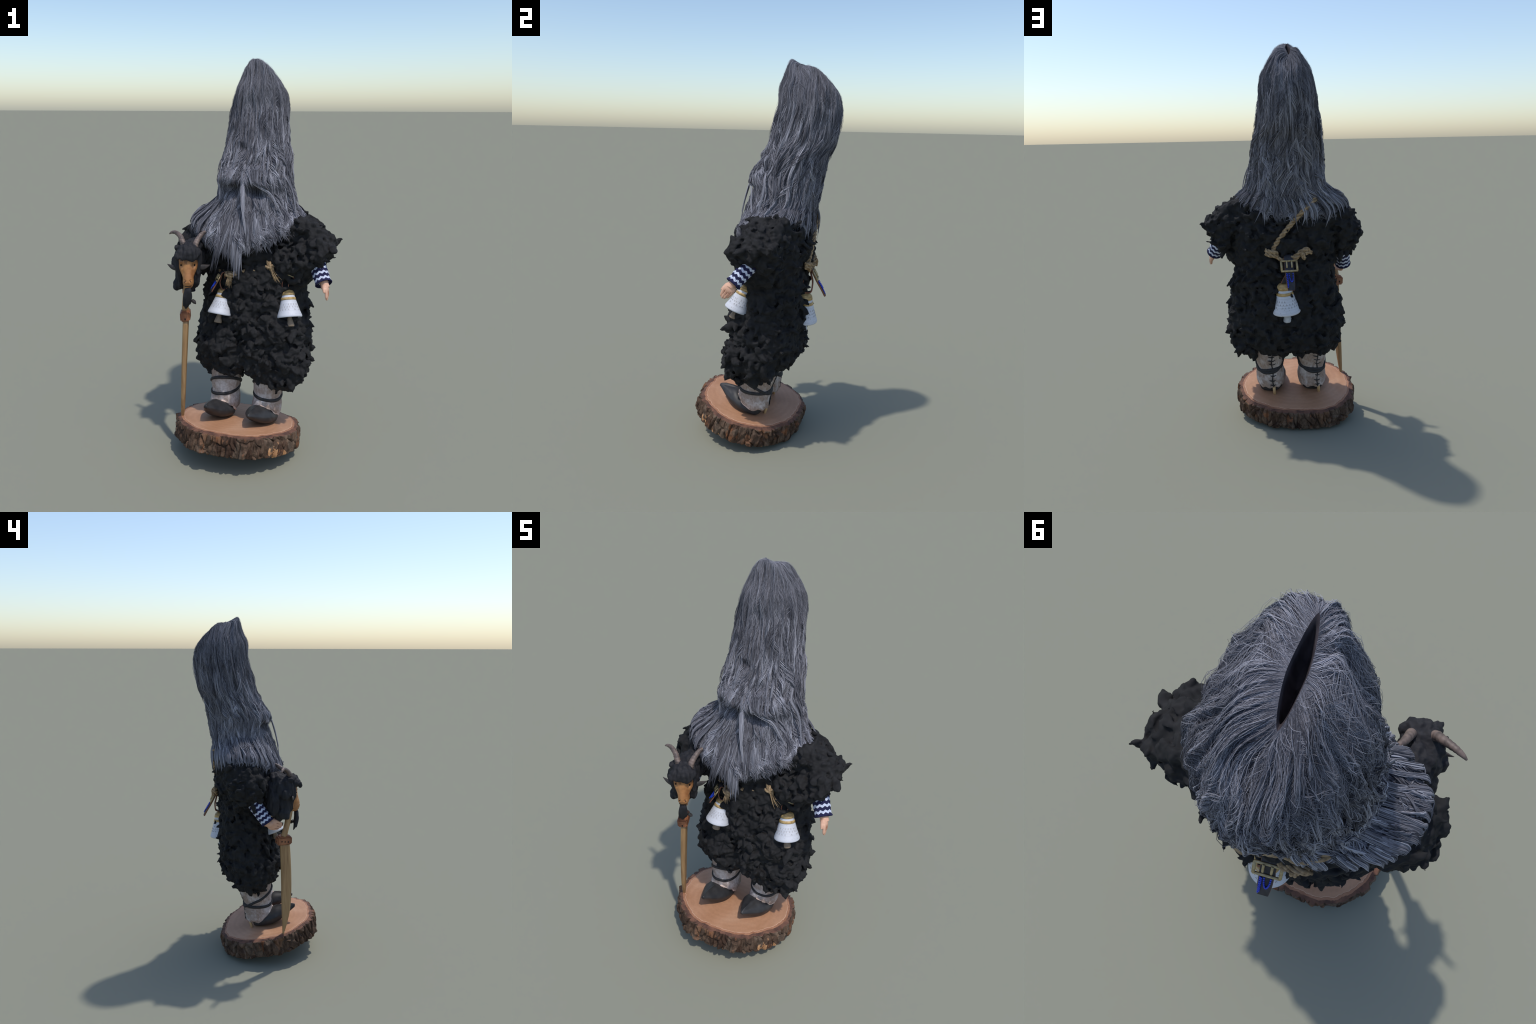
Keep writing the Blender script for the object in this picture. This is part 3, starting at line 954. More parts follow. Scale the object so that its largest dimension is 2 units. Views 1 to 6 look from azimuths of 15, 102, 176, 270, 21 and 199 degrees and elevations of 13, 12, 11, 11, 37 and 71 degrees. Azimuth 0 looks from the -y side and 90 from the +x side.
        V, F = tube(Q[:, :3], rr, 20)
        mesh_obj("horn", V, F, HORN, STAFF_ROOT)
    # pointed ears
    for base, tip in ((G(-.046, -.012, -.018), np.array([-.377, -.197, 1.016])), (G(.046, -.015, -.012), np.array([-.179, -.130, 1.009]))):
        d = tip - base
        pts = [base + d * t + np.array([0, 0, -.006 * math.sin(PI * t)]) for t in (0, .3, .6, .85, 1)]
        V, F = tube(pts, [.009, .0135, .0115, .0055, .0012], 14, 26, .5)
        mesh_obj("goat_ear", V, F, EAR, STAFF_ROOT)
build_staff()

# ------------------------------------------------------------------ bells with straps
def lathe(profile, n=64):
    a = np.linspace(0, 2 * PI, n, endpoint=False)
    return loft([np.column_stack([np.cos(a) * r, np.sin(a) * r, np.full(n, z)]) for r, z in profile], cap=False)
def bell_meshes():
    """unit bell: hangs along -z from the crown at z=0, rim radius .062 at z=-.122"""
    out = [(.0, .012), (.012, .011), (.024, .006), (.0305, -.002), (.0315, -.012)]
    body = out + [(.0345, -.026), (.0380, -.040), (.0470, -.072), (.0560, -.100), (.0610, -.114), (.0622, -.1205), (.0605, -.125), (.0575, -.1255), (.055, -.119), (.040, -.075), (.028, -.03), (.0, -.02)]
    V, F = lathe([(max(r, 1e-4), z) for r, z in smooth_path(body, 90)])
    b = mesh_obj("bell", V, F, ENAMEL, ROOT)
    bands = []
    for z0, z1 in ((-.001, -.0165), (-.0275, -.0400)):
        r0, r1 = np.interp([-z0, -z1], [.0, .012, .026, .040], [.0295, .0318, .0347, .0382])
        bands.append(lathe([(r0 - .002, z0 + .0006), (r0 + .0012, z0), (r1 + .0012, z1), (r1 - .002, z1 - .0006)]))
    bands.append(lathe([(1e-4, .0135), (.012, .0125), (.0245, .0072), (.0308, -.001)]))
    V, F = merge(bands); g = mesh_obj("gold_band", V, F, GOLD, b)
    V, F = lathe([(1e-4, -.09), (.010, -.09), (.0105, -.125), (.0165, -.150), (.0205, -.164), (.0185, -.170), (1e-4, -.171)], 32)
    c = mesh_obj("clapper", V, F, CLAPPER, b)
    # hatch marks scratched round the waist of the bell
    parts = []
    r = np.random.default_rng(3)
    for a in np.linspace(0, 2 * PI, 22, endpoint=False):
        for row in range(3):
            z = -.060 - row * .013
            if r.random() < .22:
                continue
            aa = a + .143 * (row % 2) + r.normal() * .02
            for sgn in (-1, 1):
                pts = []
                for t in (0, 1):
                    zz = z - .0075 * t; rr = np.interp(-zz, [.040, .072, .100], [.0380, .0470, .0560]) + .0003
                    th = aa + sgn * .055 * t
                    pts.append((math.cos(th) * rr, math.sin(th) * rr, zz))
                parts.append(tube(pts, .00042, 4))
    V, F = merge(parts); s = mesh_obj("scratched_hatching", V, F, GRAIN, b)
    return b, (g, c, s)

BELL, BELL_SUB = bell_meshes()
def bell_at(first, top, rim, scale, clapper_mat=None):
    top, rim = np.array(top), np.array(rim)
    ax = axes_from(top - rim, (1, 0, 0)) * scale
    if first:
        b, subs = BELL, BELL_SUB
    else:
        b = BELL.copy(); link(b, ROOT); subs = []
        for s in BELL_SUB:
            c = s.copy(); link(c, b); c.matrix_parent_inverse = Matrix.Identity(4); subs.append(c)
    place(b, top, ax)
    if clapper_mat is not None:
        c = subs[1]; c.data = c.data.copy(); c.data.materials[0] = clapper_mat
    return b
bell_at(True, (.199, -.050, .876), (.219, -.092, .768), 1.0)
bell_at(False, (-.130, -.060, .862), (-.142, -.104, .744), .98)
bell_at(False, (.020, .226, .812), (.008, .218, .667), 1.15, simple("white_clapper", (.42, .43, .47), (.58, .59, .63), 40, .6))

def ribbon(pts, widths, thick, side):
    """flat strap along pts; side = across direction; returns top+bottom skins and edge skins separately"""
    P = smooth_path(np.column_stack([pts, widths]), 40); W = P[:, 3]; P = P[:, :3]
    T = np.gradient(P, axis=0); T /= np.linalg.norm(T, axis=1)[:, None]
    S = np.asarray(side, float); S = S - T * (T @ S)[:, None]; S /= np.linalg.norm(S, axis=1)[:, None]
    Nn = np.cross(T, S)
    h, q = thick / 2, .25
    def strip(rows):
        m = len(P); V = np.vstack(rows); F = []
        for r in range(len(rows) - 1):
            for i in range(m - 1):
                F.append((r * m + i, r * m + i + 1, (r + 1) * m + i + 1, (r + 1) * m + i))
        return V, F
    w = W[:, None]
    L_, R_ = P - S * w, P + S * w
    e = S * .0012
    top = strip([L_ + Nn * h, L_ + e + Nn * (h + .0008), R_ - e + Nn * (h + .0008), R_ + Nn * h])
    bot = strip([L_ - Nn * h, L_ + e - Nn * (h + .0008), R_ - e - Nn * (h + .0008), R_ - Nn * h])
    le = strip([L_ + Nn * h, L_ - S * .0012, L_ - Nn * h]); re = strip([R_ + Nn * h, R_ + S * .0012, R_ - Nn * h])
    m = len(P)
    caps = []
    for k in (0, -1):
        c = [L_[k] + Nn[k] * h, R_[k] + Nn[k] * h, R_[k] - Nn[k] * h, L_[k] - Nn[k] * h]
        caps.append((np.array(c), [(0, 1, 2, 3)]))
    return merge([top, bot]), merge([le, re] + caps), (P, S, Nn, W)

def build_harness(anchor, out, side, scale, loop_low, sag=1.0, wide=1.0):
    """strap flap hung over the rope: buckle, bead loops and the brown loop holding the bell"""
    a = np.array(anchor, float); o = np.array(out, float); o /= np.linalg.norm(o)
    s = np.array(side, float); s -= o * (s @ o); s /= np.linalg.norm(s)
    z = np.array([0, 0, 1.0])
    Q = lambda f, u, w=0: a + (o * f + z * u + s * w) * scale
    pts = [Q(-.012, -.006), Q(.0, .006), Q(.014, -.004), Q(.032, -.040), Q(.052, -.078 * sag), Q(.074, -.115 * sag), Q(.092, -.150 * sag)]
    skin, edge, (P, S, N, W) = ribbon(pts, [wide * q * scale for q in (.022, .0225, .0225, .022, .0215, .0205, .016)], .0075 * scale, s)
    flap = mesh_obj("bell_strap", *skin, STRAPLEATHER, ROOT)
    mesh_obj("strap_edge", *edge, BROWN, flap)
    sgn = 1 if N[20] @ o > 0 else -1
    # loop
    lp = [Q(.012, -.030), Q(.022, -.058), Q(.030, -.085), Q(.022, -.112)]
    low = np.array(loop_low, float)
    lp = [Q(.010, -.012), Q(.020, -.052), Q(.026, -.080)] + [low + (o * .018 + z * .012) * scale, low + z * .002]
    skin, edge, _ = ribbon(lp, [.013 * scale] * 5, .006 * scale, s)
    lo = mesh_obj("strap_loop", *skin, STRAPLEATHER, flap)
    mesh_obj("loop_edge", *edge, BROWN, flap)
    lp2 = [low + (z * .002), low + (-o * .020 + z * .006) * scale, low + (-o * .030 + z * .035) * scale, Q(-.014, -.040), Q(-.012, -.010)]
    skin, edge, _ = ribbon(lp2, [.012 * scale] * 5, .006 * scale, s)
    mesh_obj("strap_loop", *skin, BROWN, flap)
    mesh_obj("loop_edge", *edge, BROWN, flap)
    # buckle frame and its two prongs
    k = int(np.argmin(np.abs(np.linspace(0, 1, 40) - .52)))
    T = P[k + 1] - P[k]; T /= np.linalg.norm(T)
    c = P[k] + N[k] * sgn * .0075 * scale
    ax = np.array([S[k], T, N[k] * sgn])
    hw, hh, th = .0385 * scale, .0255 * scale, .0085 * scale
    parts = [box(c + T * hh * e, (2 * hw + .006 * scale, th, .007 * scale), ax, .0015) for e in (-1, 1)]
    parts += [box(c + S[k] * hw * e, (.010 * scale, 2 * hh, .0072 * scale), ax, .0015) for e in (-1, 1)]
    V, F = merge(parts)
    bk = mesh_obj("buckle", V, F, BRASS, flap)
    parts = []
    for e in (-.32, .32):
        parts.append(tube([c - T * hh * 1.05 + S[k] * hw * e + ax[2] * .005 * scale, c + S[k] * hw * e + ax[2] * .006 * scale, c + T * hh * .35 + S[k] * hw * e + ax[2] * .002 * scale], [.004 * scale] * 3, 8, 10, 1))
    V, F = merge(parts)
    mesh_obj("buckle_prong", V, F, BRASS, flap)
    # bead strings: a U loop and a straight string
    bead = mesh_obj("bead", ICO1[0] * .0036 * scale, ICO1[1], BEAD, flap)
    spots = []
    m = k + 6
    def on(i, w):
        i = min(i, 38.0); j = int(i); f = i - j
        return (P[j] * (1 - f) + P[j + 1] * f) + S[j] * w * scale + N[j] * sgn * .0075 * scale
    for t in np.linspace(0, PI, 15):
        spots.append(on(m + 6.2 * math.sin(t), -.005 + .0095 * math.cos(t)))
    for t in np.linspace(0, 1, 9):
        spots.append(on(m + 10.5 * t, .0165 - .001 * t))
        spots.append(on(m + .4 + 9 * t, .0125))
    for i, q in enumerate(spots):
        b = bead if i == 0 else bead.copy()
        if i:
            link(b, flap)
        b.location = q
build_harness((0.0, .232, .962), (-.10, .99, 0), (1, .10, 0), 1.02, (.022, .238, .826))
build_harness((-.128, -.080, .962), (-.88, -.48, 0), (-.48, .88, 0), .66, (-.126, -.078, .872), .95, 1.25)
build_harness((.186, -.055, .990), (.97, .22, 0), (-.22, .97, 0), .62, (.190, -.056, .892), .55, 1.25)

# ------------------------------------------------------------------ ropes
def rope_obj(name, parts):
    V, F = merge(parts)
    return mesh_obj(name, V, F, ROPE, ROOT)
# waist rope, sunk in the wool, showing only across the belly
rope_obj("waist_rope", [rope_parts([(-.16, -.040, .958), (-.085, -.084, .964), (-.03, -.082, .973), (.03, -.070, .984), (.08, -.056, .998), (.125, -.040, 1.012)], .0100, 110)])
# shoulder rope down the back
rope_obj("shoulder_rope", [rope_parts([(-.175, 0.149, 1.268), (-.140, 0.232, 1.246), (-.085, 0.262, 1.198), (-.040, 0.254, 1.152), (-.015, 0.256, 1.124), (.022, 0.254, 1.080), (.052, 0.248, 1.040), (.072, 0.242, 1.000), (.079, 0.238, .972)], .0125, 130)])
knots = []
for k, dz in enumerate((.010, -.008)):
    knots.append(rope_parts([(.108, 0.230, .988 + dz), (.095, 0.252, .984 + dz), (.074, 0.256, .980 + dz), (.056, 0.246, .976 + dz), (.052, 0.224, .974 + dz)], .0105, 40, seed=k))
knots.append(rope_parts([(.060, 0.242, .968), (.045, 0.244, .955), (.022, 0.242, .946), (.0, 0.240, .950)], .0095, 40))
rope_obj("rope_knot", knots)
rope_obj("rope_knot", [
    rope_parts([(-.018, 0.240, .955), (-.040, 0.248, .966), (-.062, 0.252, .986), (-.092, 0.252, 1.000), (-.108, 0.242, .990)], .0115, 50),
    rope_parts([(-.066, 0.260, .990), (-.074, 0.264, .972), (-.082, 0.258, .952)], .0105, 26),
    rope_parts([(-.085, 0.252, .978), (-.102, 0.250, .984), (-.120, 0.242, .982)], .0105, 26),
    rope_parts([(-.030, 0.246, .948), (-.045, 0.254, .962), (-.058, 0.250, .972)], .0115, 26)])
# frayed knots in front
def frayed(c, d, count):
    c, d = np.array(c), np.array(d)
    out = []
    for k in range(count):
        a = RNG.normal(size=3) * .0055
        out.append(tube([c + a * .5, c + d * .5 + a + np.array([0, -.006, 0]), c + d * (.9 + .25 * RNG.random()) + a * 1.8], [.0022, .002, .0006], 5, 7))
    return out
rope_obj("rope_knot", [rope_parts([(.094, -.050, 1.035), (.106, -.066, 1.020), (.118, -.072, 1.002), (.122, -.064, .985)], .0125, 40),
                       rope_parts([(.088, -.060, 1.000), (.105, -.074, 1.004), (.126, -.066, 1.010), (.140, -.045, 1.010)], .0115, 40)] + frayed((.118, -.066, .995), (.030, -.004, -.055), 44))
rope_obj("rope_knot", [rope_parts([(-.105, -.098, .962), (-.090, -.116, .960), (-.070, -.116, .962), (-.058, -.100, .966)], .0125, 40)] + frayed((-.084, -.110, .962), (-.002, -.006, -.048), 40))
# ------------------------------------------------------------------ fur headdress
ROWS = [  # yf, zf, yb, zb, xn, xp, zs, front fall-off on the +x side, corner exponent
    (.130, 1.995, .260, 1.928, -.032, -.006, 1.967, 1.0, 1.25),
    (.105, 1.994, .296, 1.900, -.066, .044, 1.966, 1.0, .64),
    (.080, 1.920, .350, 1.853, -.108, .088, 1.905, 1.0, .88),
    (.052, 1.855, .372, 1.802, -.138, .118, 1.843, 1.0, .97),
    (.050, 1.775, .377, 1.755, -.155, .130, 1.765, 1.0, .97),
    (.032, 1.700, .370, 1.685, -.164, .134, 1.690, 1.0, .97),
    (.008, 1.605, .357, 1.600, -.178, .144, 1.600, 1.0, .97),
    (-.015, 1.535, .322, 1.535, -.189, .158, 1.535, 1.0, .97),
    (-.052, 1.480, .308, 1.470, -.196, .168, 1.470, 1.05, .97),
    (-.076, 1.430, .295, 1.415, -.201, .180, 1.415, 1.1, .97),
    (-.068, 1.370, .281, 1.350, -.205, .190, 1.355, 1.15, .97),
    (-.088, 1.290, .269, 1.285, -.226, .206, 1.300, 1.3, .97),
    (-.118, 1.215, .262, 1.225, -.292, .232, 1.262, 1.5, .97),
    (-.150, 1.150, .262, 1.185, -.322, .252, 1.225, 1.5, .97),
    (-.154, 1.100, .262, 1.160, -.334, .266, 1.195, 1.5, .97)]
RS = np.asarray(ROWS)
_FINE = smooth_path(RS, 600)
def head_surface(t, th):
    """t in [0,1] from the slit to the hem, th angle (0 = +x, -pi/2 = front); arrays allowed"""
    t = np.clip(np.asarray(t, float), 0, 1); th = np.asarray(th, float)
    k = t * 599; i = np.minimum(k.astype(int), 598); f = (k - i)[..., None]
    r = _FINE[i] * (1 - f) + _FINE[i + 1] * f
    yf, zf, yb, zb, xn, xp, zs, fall, e = [r[..., j] for j in range(9)]
    c, s = np.cos(th), np.sin(th)
    quad = np.where(s > 0, np.where(c < 0, 1.22, 1.10), np.where(c < 0, .93, 1.0))
    quad = 1 + (quad - 1) * np.clip((.75 - t) / .15, 0, 1) * np.clip(t / .08, 0, 1)
    e = e * quad
    pe = np.where((s < 0) & (c > 0), fall * e, e)
    cu = np.sign(c) * np.abs(c) ** e; su = np.sign(s) * np.abs(s) ** pe
    cx, cy = (xn + xp) / 2, (yf + yb) / 2
    x = cx + (xp - xn) / 2 * cu
    y = cy + (yb - yf) / 2 * su
    z = np.where(s < 0, zf, zb) * s ** 2 + zs * c ** 2
    z = z + .045 * np.maximum(0, c) ** 1.2 * np.clip((t - .78) / .22, 0, 1)      # hem rides higher over the free arm
    P = np.stack([x, y, z], axis=-1)
    return P
def head_normal(t, th):
    e = 1e-3
    a = head_surface(np.clip(t + e, 0, 1), th) - head_surface(np.clip(t - e, 0, 1), th)
    b = head_surface(t, th + e) - head_surface(t, th - e)
    n = np.cross(b, -a)
    n /= np.linalg.norm(n, axis=-1)[..., None] + 1e-12
    return n
def sculpt(P):
    """outward push: eye hollows, brow swells, nose ridge"""
    x, y, z = P[..., 0], P[..., 1], P[..., 2]
    fr = 1 / (1 + np.exp((y - .04) / .015))
    d = -.052 * np.exp(-((x - .040) / .042) ** 2 - ((z - 1.368 + .15 * (x - .04)) / .017) ** 2)
    d -= .046 * np.exp(-((x + .092) / .030) ** 2 - ((z - 1.376) / .022) ** 2)
    d += .016 * np.exp(-((x - .050) / .055) ** 2 - ((z - 1.412 + .3 * np.abs(x - .03)) / .018) ** 2)
    d += .012 * np.exp(-((x + .085) / .05) ** 2 - ((z - 1.425) / .022) ** 2)
    d += .020 * np.exp(-((x + .022 - (1.42 - z) * .09) / .010) ** 2) * (1 / (1 + np.exp((z - 1.43) / .008))) * (1 / (1 + np.exp((1.25 - z) / .015)))
    # tufts parted here and there
    for hx, hz, w in ((.039, 1.506, .016), (.11, 1.596, .02), (.133, 1.475, .024), (.044, 1.842, .028), (-.12, 1.66, .02), (-.05, 1.58, .018)):
        d -= .020 * np.exp(-((x - hx) / w) ** 2 - ((z - hz) / (w * .8)) ** 2)
        d += .012 * np.exp(-((x - hx + .012) / w) ** 2 - ((z - hz - w * 1.6) / w) ** 2)
    return d * fr
def relief(P, th):
    """long tresses: noise stretched along the fall of the hair"""
    out = np.empty(len(P))
    for k, p in enumerate(P):
        cs = (math.cos(th[k]) * 1.0, math.sin(th[k]) * 1.0)
        q = Vector((cs[0] * 5.0, cs[1] * 5.0, p[2] * 5.5))
        w = noise.noise(q * 1.3) * .5
        q2 = Vector((cs[0] * 15 + w * 2, cs[1] * 15 + w * 2, p[2] * 7))
        out[k] = .010 * noise.noise(q) + .011 * noise.noise(q2) + .0055 * noise.noise(q2 * 2.3)
    return out

def build_headdress():
    nt_, na = 300, 420
    t = np.linspace(0, 1, nt_); th = np.linspace(-PI, PI, na, endpoint=False)
    TT, HH = np.meshgrid(t, th, indexing="ij")
    P = head_surface(TT, HH); N = head_normal(TT, HH)
    ease = np.clip(TT / .10, 0, 1)
    d = relief(P.reshape(-1, 3), HH.ravel()).reshape(nt_, na) * ease + sculpt(P)
    P = P + N * (d - .011 * ease)[..., None]
    rings = [P[k] for k in range(nt_)]
    # pocket inside the slit and closed hem inside the coat
    lip = P[0]; lc = lip.mean(axis=0)
    pocket = [lc + (lip - lc) * s + np.array([0, .0, -dz]) for s, dz in ((.86, .004), (.84, .014), (.74, .032), (.5, .046), (.03, .052))]
    hem = P[-1]
    inner = [np.array([.02 * 0, .06, 1.12]) + (hem - np.array([0, .06, 1.12])) * s for s in (.93, .7)]
    Vp, Fp = loft([lip] + pocket, cap=False)
    V, F = loft(rings + inner, cap=False)
    hd = mesh_obj("fur_headdress", V, F, HAIR_BASE, ROOT)
    mesh_obj("headdress_pocket", Vp, Fp, POCKET, hd)
    return hd
HEAD = build_headdress()

def lock_mesh(paths, widths, thick, normals, segs=4):
    """many tapered tresses at once. paths (m,k,3), widths (m,k), normals (m,k,3)"""
    m, k, _ = paths.shape
    T = np.gradient(paths, axis=1); T /= np.linalg.norm(T, axis=2)[..., None] + 1e-12
    B = np.cross(T, normals); B /= np.linalg.norm(B, axis=2)[..., None] + 1e-12
    Nn = np.cross(B, T)
    a = np.linspace(0, 2 * PI, segs, endpoint=False)
    V = (paths[:, :, None, :] + widths[:, :, None, None] * (np.cos(a)[None, None, :, None] * B[:, :, None, :] + thick * np.sin(a)[None, None, :, None] * Nn[:, :, None, :]))
    V = V.reshape(-1, 3)
    base = (np.arange(m) * k * segs)[:, None, None]
    r = np.arange(k - 1)[None, :, None] * segs
    i = np.arange(segs)[None, None, :]; j = (i + 1) % segs
    A_, B_, C_, D_ = base + r + i, base + r + j, base + r + segs + j, base + r + segs + i
    F = np.stack([A_, B_, C_, D_], axis=-1).reshape(-1, 4)
    owner = np.repeat(np.arange(m), (k - 1) * segs)
    return V, F, owner

def fast_mesh(name, V, F, mats, idx, parent):
    me = bpy.data.meshes.new(name)
    me.vertices.add(len(V)); me.vertices.foreach_set("co", np.ascontiguousarray(V, dtype=np.float32).ravel())
    me.loops.add(F.size); me.loops.foreach_set("vertex_index", F.astype(np.int32).ravel())
    me.polygons.add(len(F)); me.polygons.foreach_set("loop_start", (np.arange(len(F)) * 4).astype(np.int32))
    for m in mats:
        me.materials.append(m)
    me.polygons.foreach_set("material_index", idx.astype(np.int32))
    me.polygons.foreach_set("use_smooth", np.ones(len(F), bool))
    me.update(calc_edges=True); me.validate()
    return link(bpy.data.objects.new(name, me), parent)

def hem_drop(th):
    """how far tresses hang past the hem, by angle (front beard is uneven)"""
    return .02 + .03 * np.maximum(0, -np.sin(th)) ** 3

def tresses(count, t_lo, t_hi, len_lo, len_hi, w_lo, w_hi, lift, thick, k=10, wander=.10, front_bias=0.0):
    t0 = RNG.uniform(t_lo, t_hi, count)
    th0 = RNG.uniform(-PI, PI, count)
    L = np.minimum(RNG.uniform(len_lo, len_hi, count), 1.05 - t0)
    s = np.linspace(0, 1, k)[None, :]
    drift = RNG.normal(0, wander, count)[:, None]
    ph = RNG.uniform(0, 6.28, count)[:, None]
    tt = t0[:, None] + s * L[:, None]
    th = th0[:, None] + drift * s + .03 * np.sin(ph + s * 5) * wander * 6
    over = np.maximum(0, tt - 1)
    tc = np.minimum(tt, 1)
    P = head_surface(tc, th); N = head_normal(tc, th)
    d = relief(P.reshape(-1, 3), th.ravel()).reshape(count, k) * np.clip(tc / .1, 0, 1) + sculpt(P)
    off = lift * (.15 + RNG.random(count)[:, None]) * (np.sin(np.clip(s * 1.05, 0, 1) * PI) * .8 + .30 * s)
    P = P + N * (d - .0105 * np.clip(tc / .1, 0, 1) + off)[..., None]
    # past the hem: keep falling
    P[..., 2] -= over * .7
    P += N * (over * -.03)[..., None]
    w = RNG.uniform(w_lo, w_hi, count)[:, None] * (np.sin(np.clip(s * .86 + .14, 0, 1) * PI) ** .7 + .02)
    return P, w, N, t0

def clumps(count, per, t_lo, t_hi, len_lo, len_hi, w_lo, w_hi, lift, spread, k=9, wander=.14):
    """locks of hair: strands that start apart and draw together towards a lifted tip"""
    m = count * per
    def each(a):
        return np.repeat(a, per)[:, None]
    t0 = each(RNG.uniform(t_lo, t_hi, count)) + RNG.normal(0, .012, (m, 1))
    t0 = np.clip(t0, 0.0, 1)
    th0 = each(RNG.uniform(-PI, PI, count))
    L = each(RNG.uniform(len_lo, len_hi, count)) * RNG.uniform(.72, 1.05, (m, 1))
    L = np.minimum(L, RNG.uniform(1.02, 1.07, (m, 1)) - t0)
    s = np.linspace(0, 1, k)[None, :]
    small = np.clip(t0 / .30, .25, 1)                     # everything is finer on the crown
    drift = each(RNG.normal(0, wander, count)) * (1.6 - .6 * np.clip(t0 / .2, 0, 1))
    rel = np.mod(th0 + PI / 2 + PI, 2 * PI) - PI                 # angle from the middle of the face
    drift = drift + .16 * np.sign(rel) * np.exp(-(rel / 1.1) ** 2) * np.clip(np.abs(rel) / .3, 0, 1) * np.clip((t0 - .2) / .3, 0, 1)
    drift = drift * np.clip((1.0 - t0) / .28, .12, 1)
    ph = each(RNG.uniform(0, 6.28, count)); wav = each(RNG.uniform(.2, 1, count))
    side = RNG.normal(0, spread, (m, 1))
    th = th0 + side * (1 - .72 * s ** .8) * (1.5 - .5 * small) + drift * s + .045 * wav * np.sin(ph + s * 4.2) + RNG.normal(0, .01, (m, 1)) * s
    # hair does not grow across the eye hollows: it stops at the brow or starts below
    q = head_surface(np.full((m, 1), .70), th[:, k // 2:k // 2 + 1])
    hollow = (q[..., 1] < .06) & ((np.abs(q[..., 0] - .042) < .040) | (np.abs(q[..., 0] + .092) < .028))
    t0 = np.where(hollow & (t0 > .645) & (t0 < .735), .735, t0)
    L = np.where(hollow & (t0 < .66), np.minimum(L, .695 - t0 + RNG.normal(0, .006, (m, 1))), L)
    tt = t0 + s * L
    over = np.maximum(0, tt - 1)
    tc = np.minimum(tt, 1)
    P = head_surface(tc, th); N = head_normal(tc, th)
    d = relief(P.reshape(-1, 3), th.ravel()).reshape(m, k) * np.clip(tc / .1, 0, 1) + sculpt(P)
    body = np.exp(-(side / spread) ** 2 * .5)             # thicker along the middle of a lock
    lf = each(RNG.uniform(.1, 1, count) ** 1.5) * lift
    off = lf * body * (np.sin(np.clip(s, 0, 1) * PI * .85)) * small + RNG.uniform(0, .0016, (m, 1)) * small
    P = P + N * (d - .0105 * np.clip(tc / .1, 0, 1) + off)[..., None]
    P[..., 2] -= over * .7
    P += N * (over * -.03)[..., None]
    w = RNG.uniform(w_lo, w_hi, (m, 1)) * np.clip(tc[:, :1] / .50, .26, 1) * (np.sin(np.clip(s * .86 + .14, 0, 1) * PI) ** .7 + .02)
    tone = np.repeat(RNG.choice(5, size=count, p=[.05, .28, .40, .22, .05]), per)
    tone = np.clip(tone + RNG.choice([-1, 0, 0, 1], size=m), 0, 4)
    return P, w, N, tone

def add_tresses(name, P, w, N, thick, tone):
    V, F, own = lock_mesh(P, w, thick, N)
    ob = fast_mesh(name, V, F, HAIR, tone[own], HEAD)
    ob["kind"] = "stuff"
    return ob

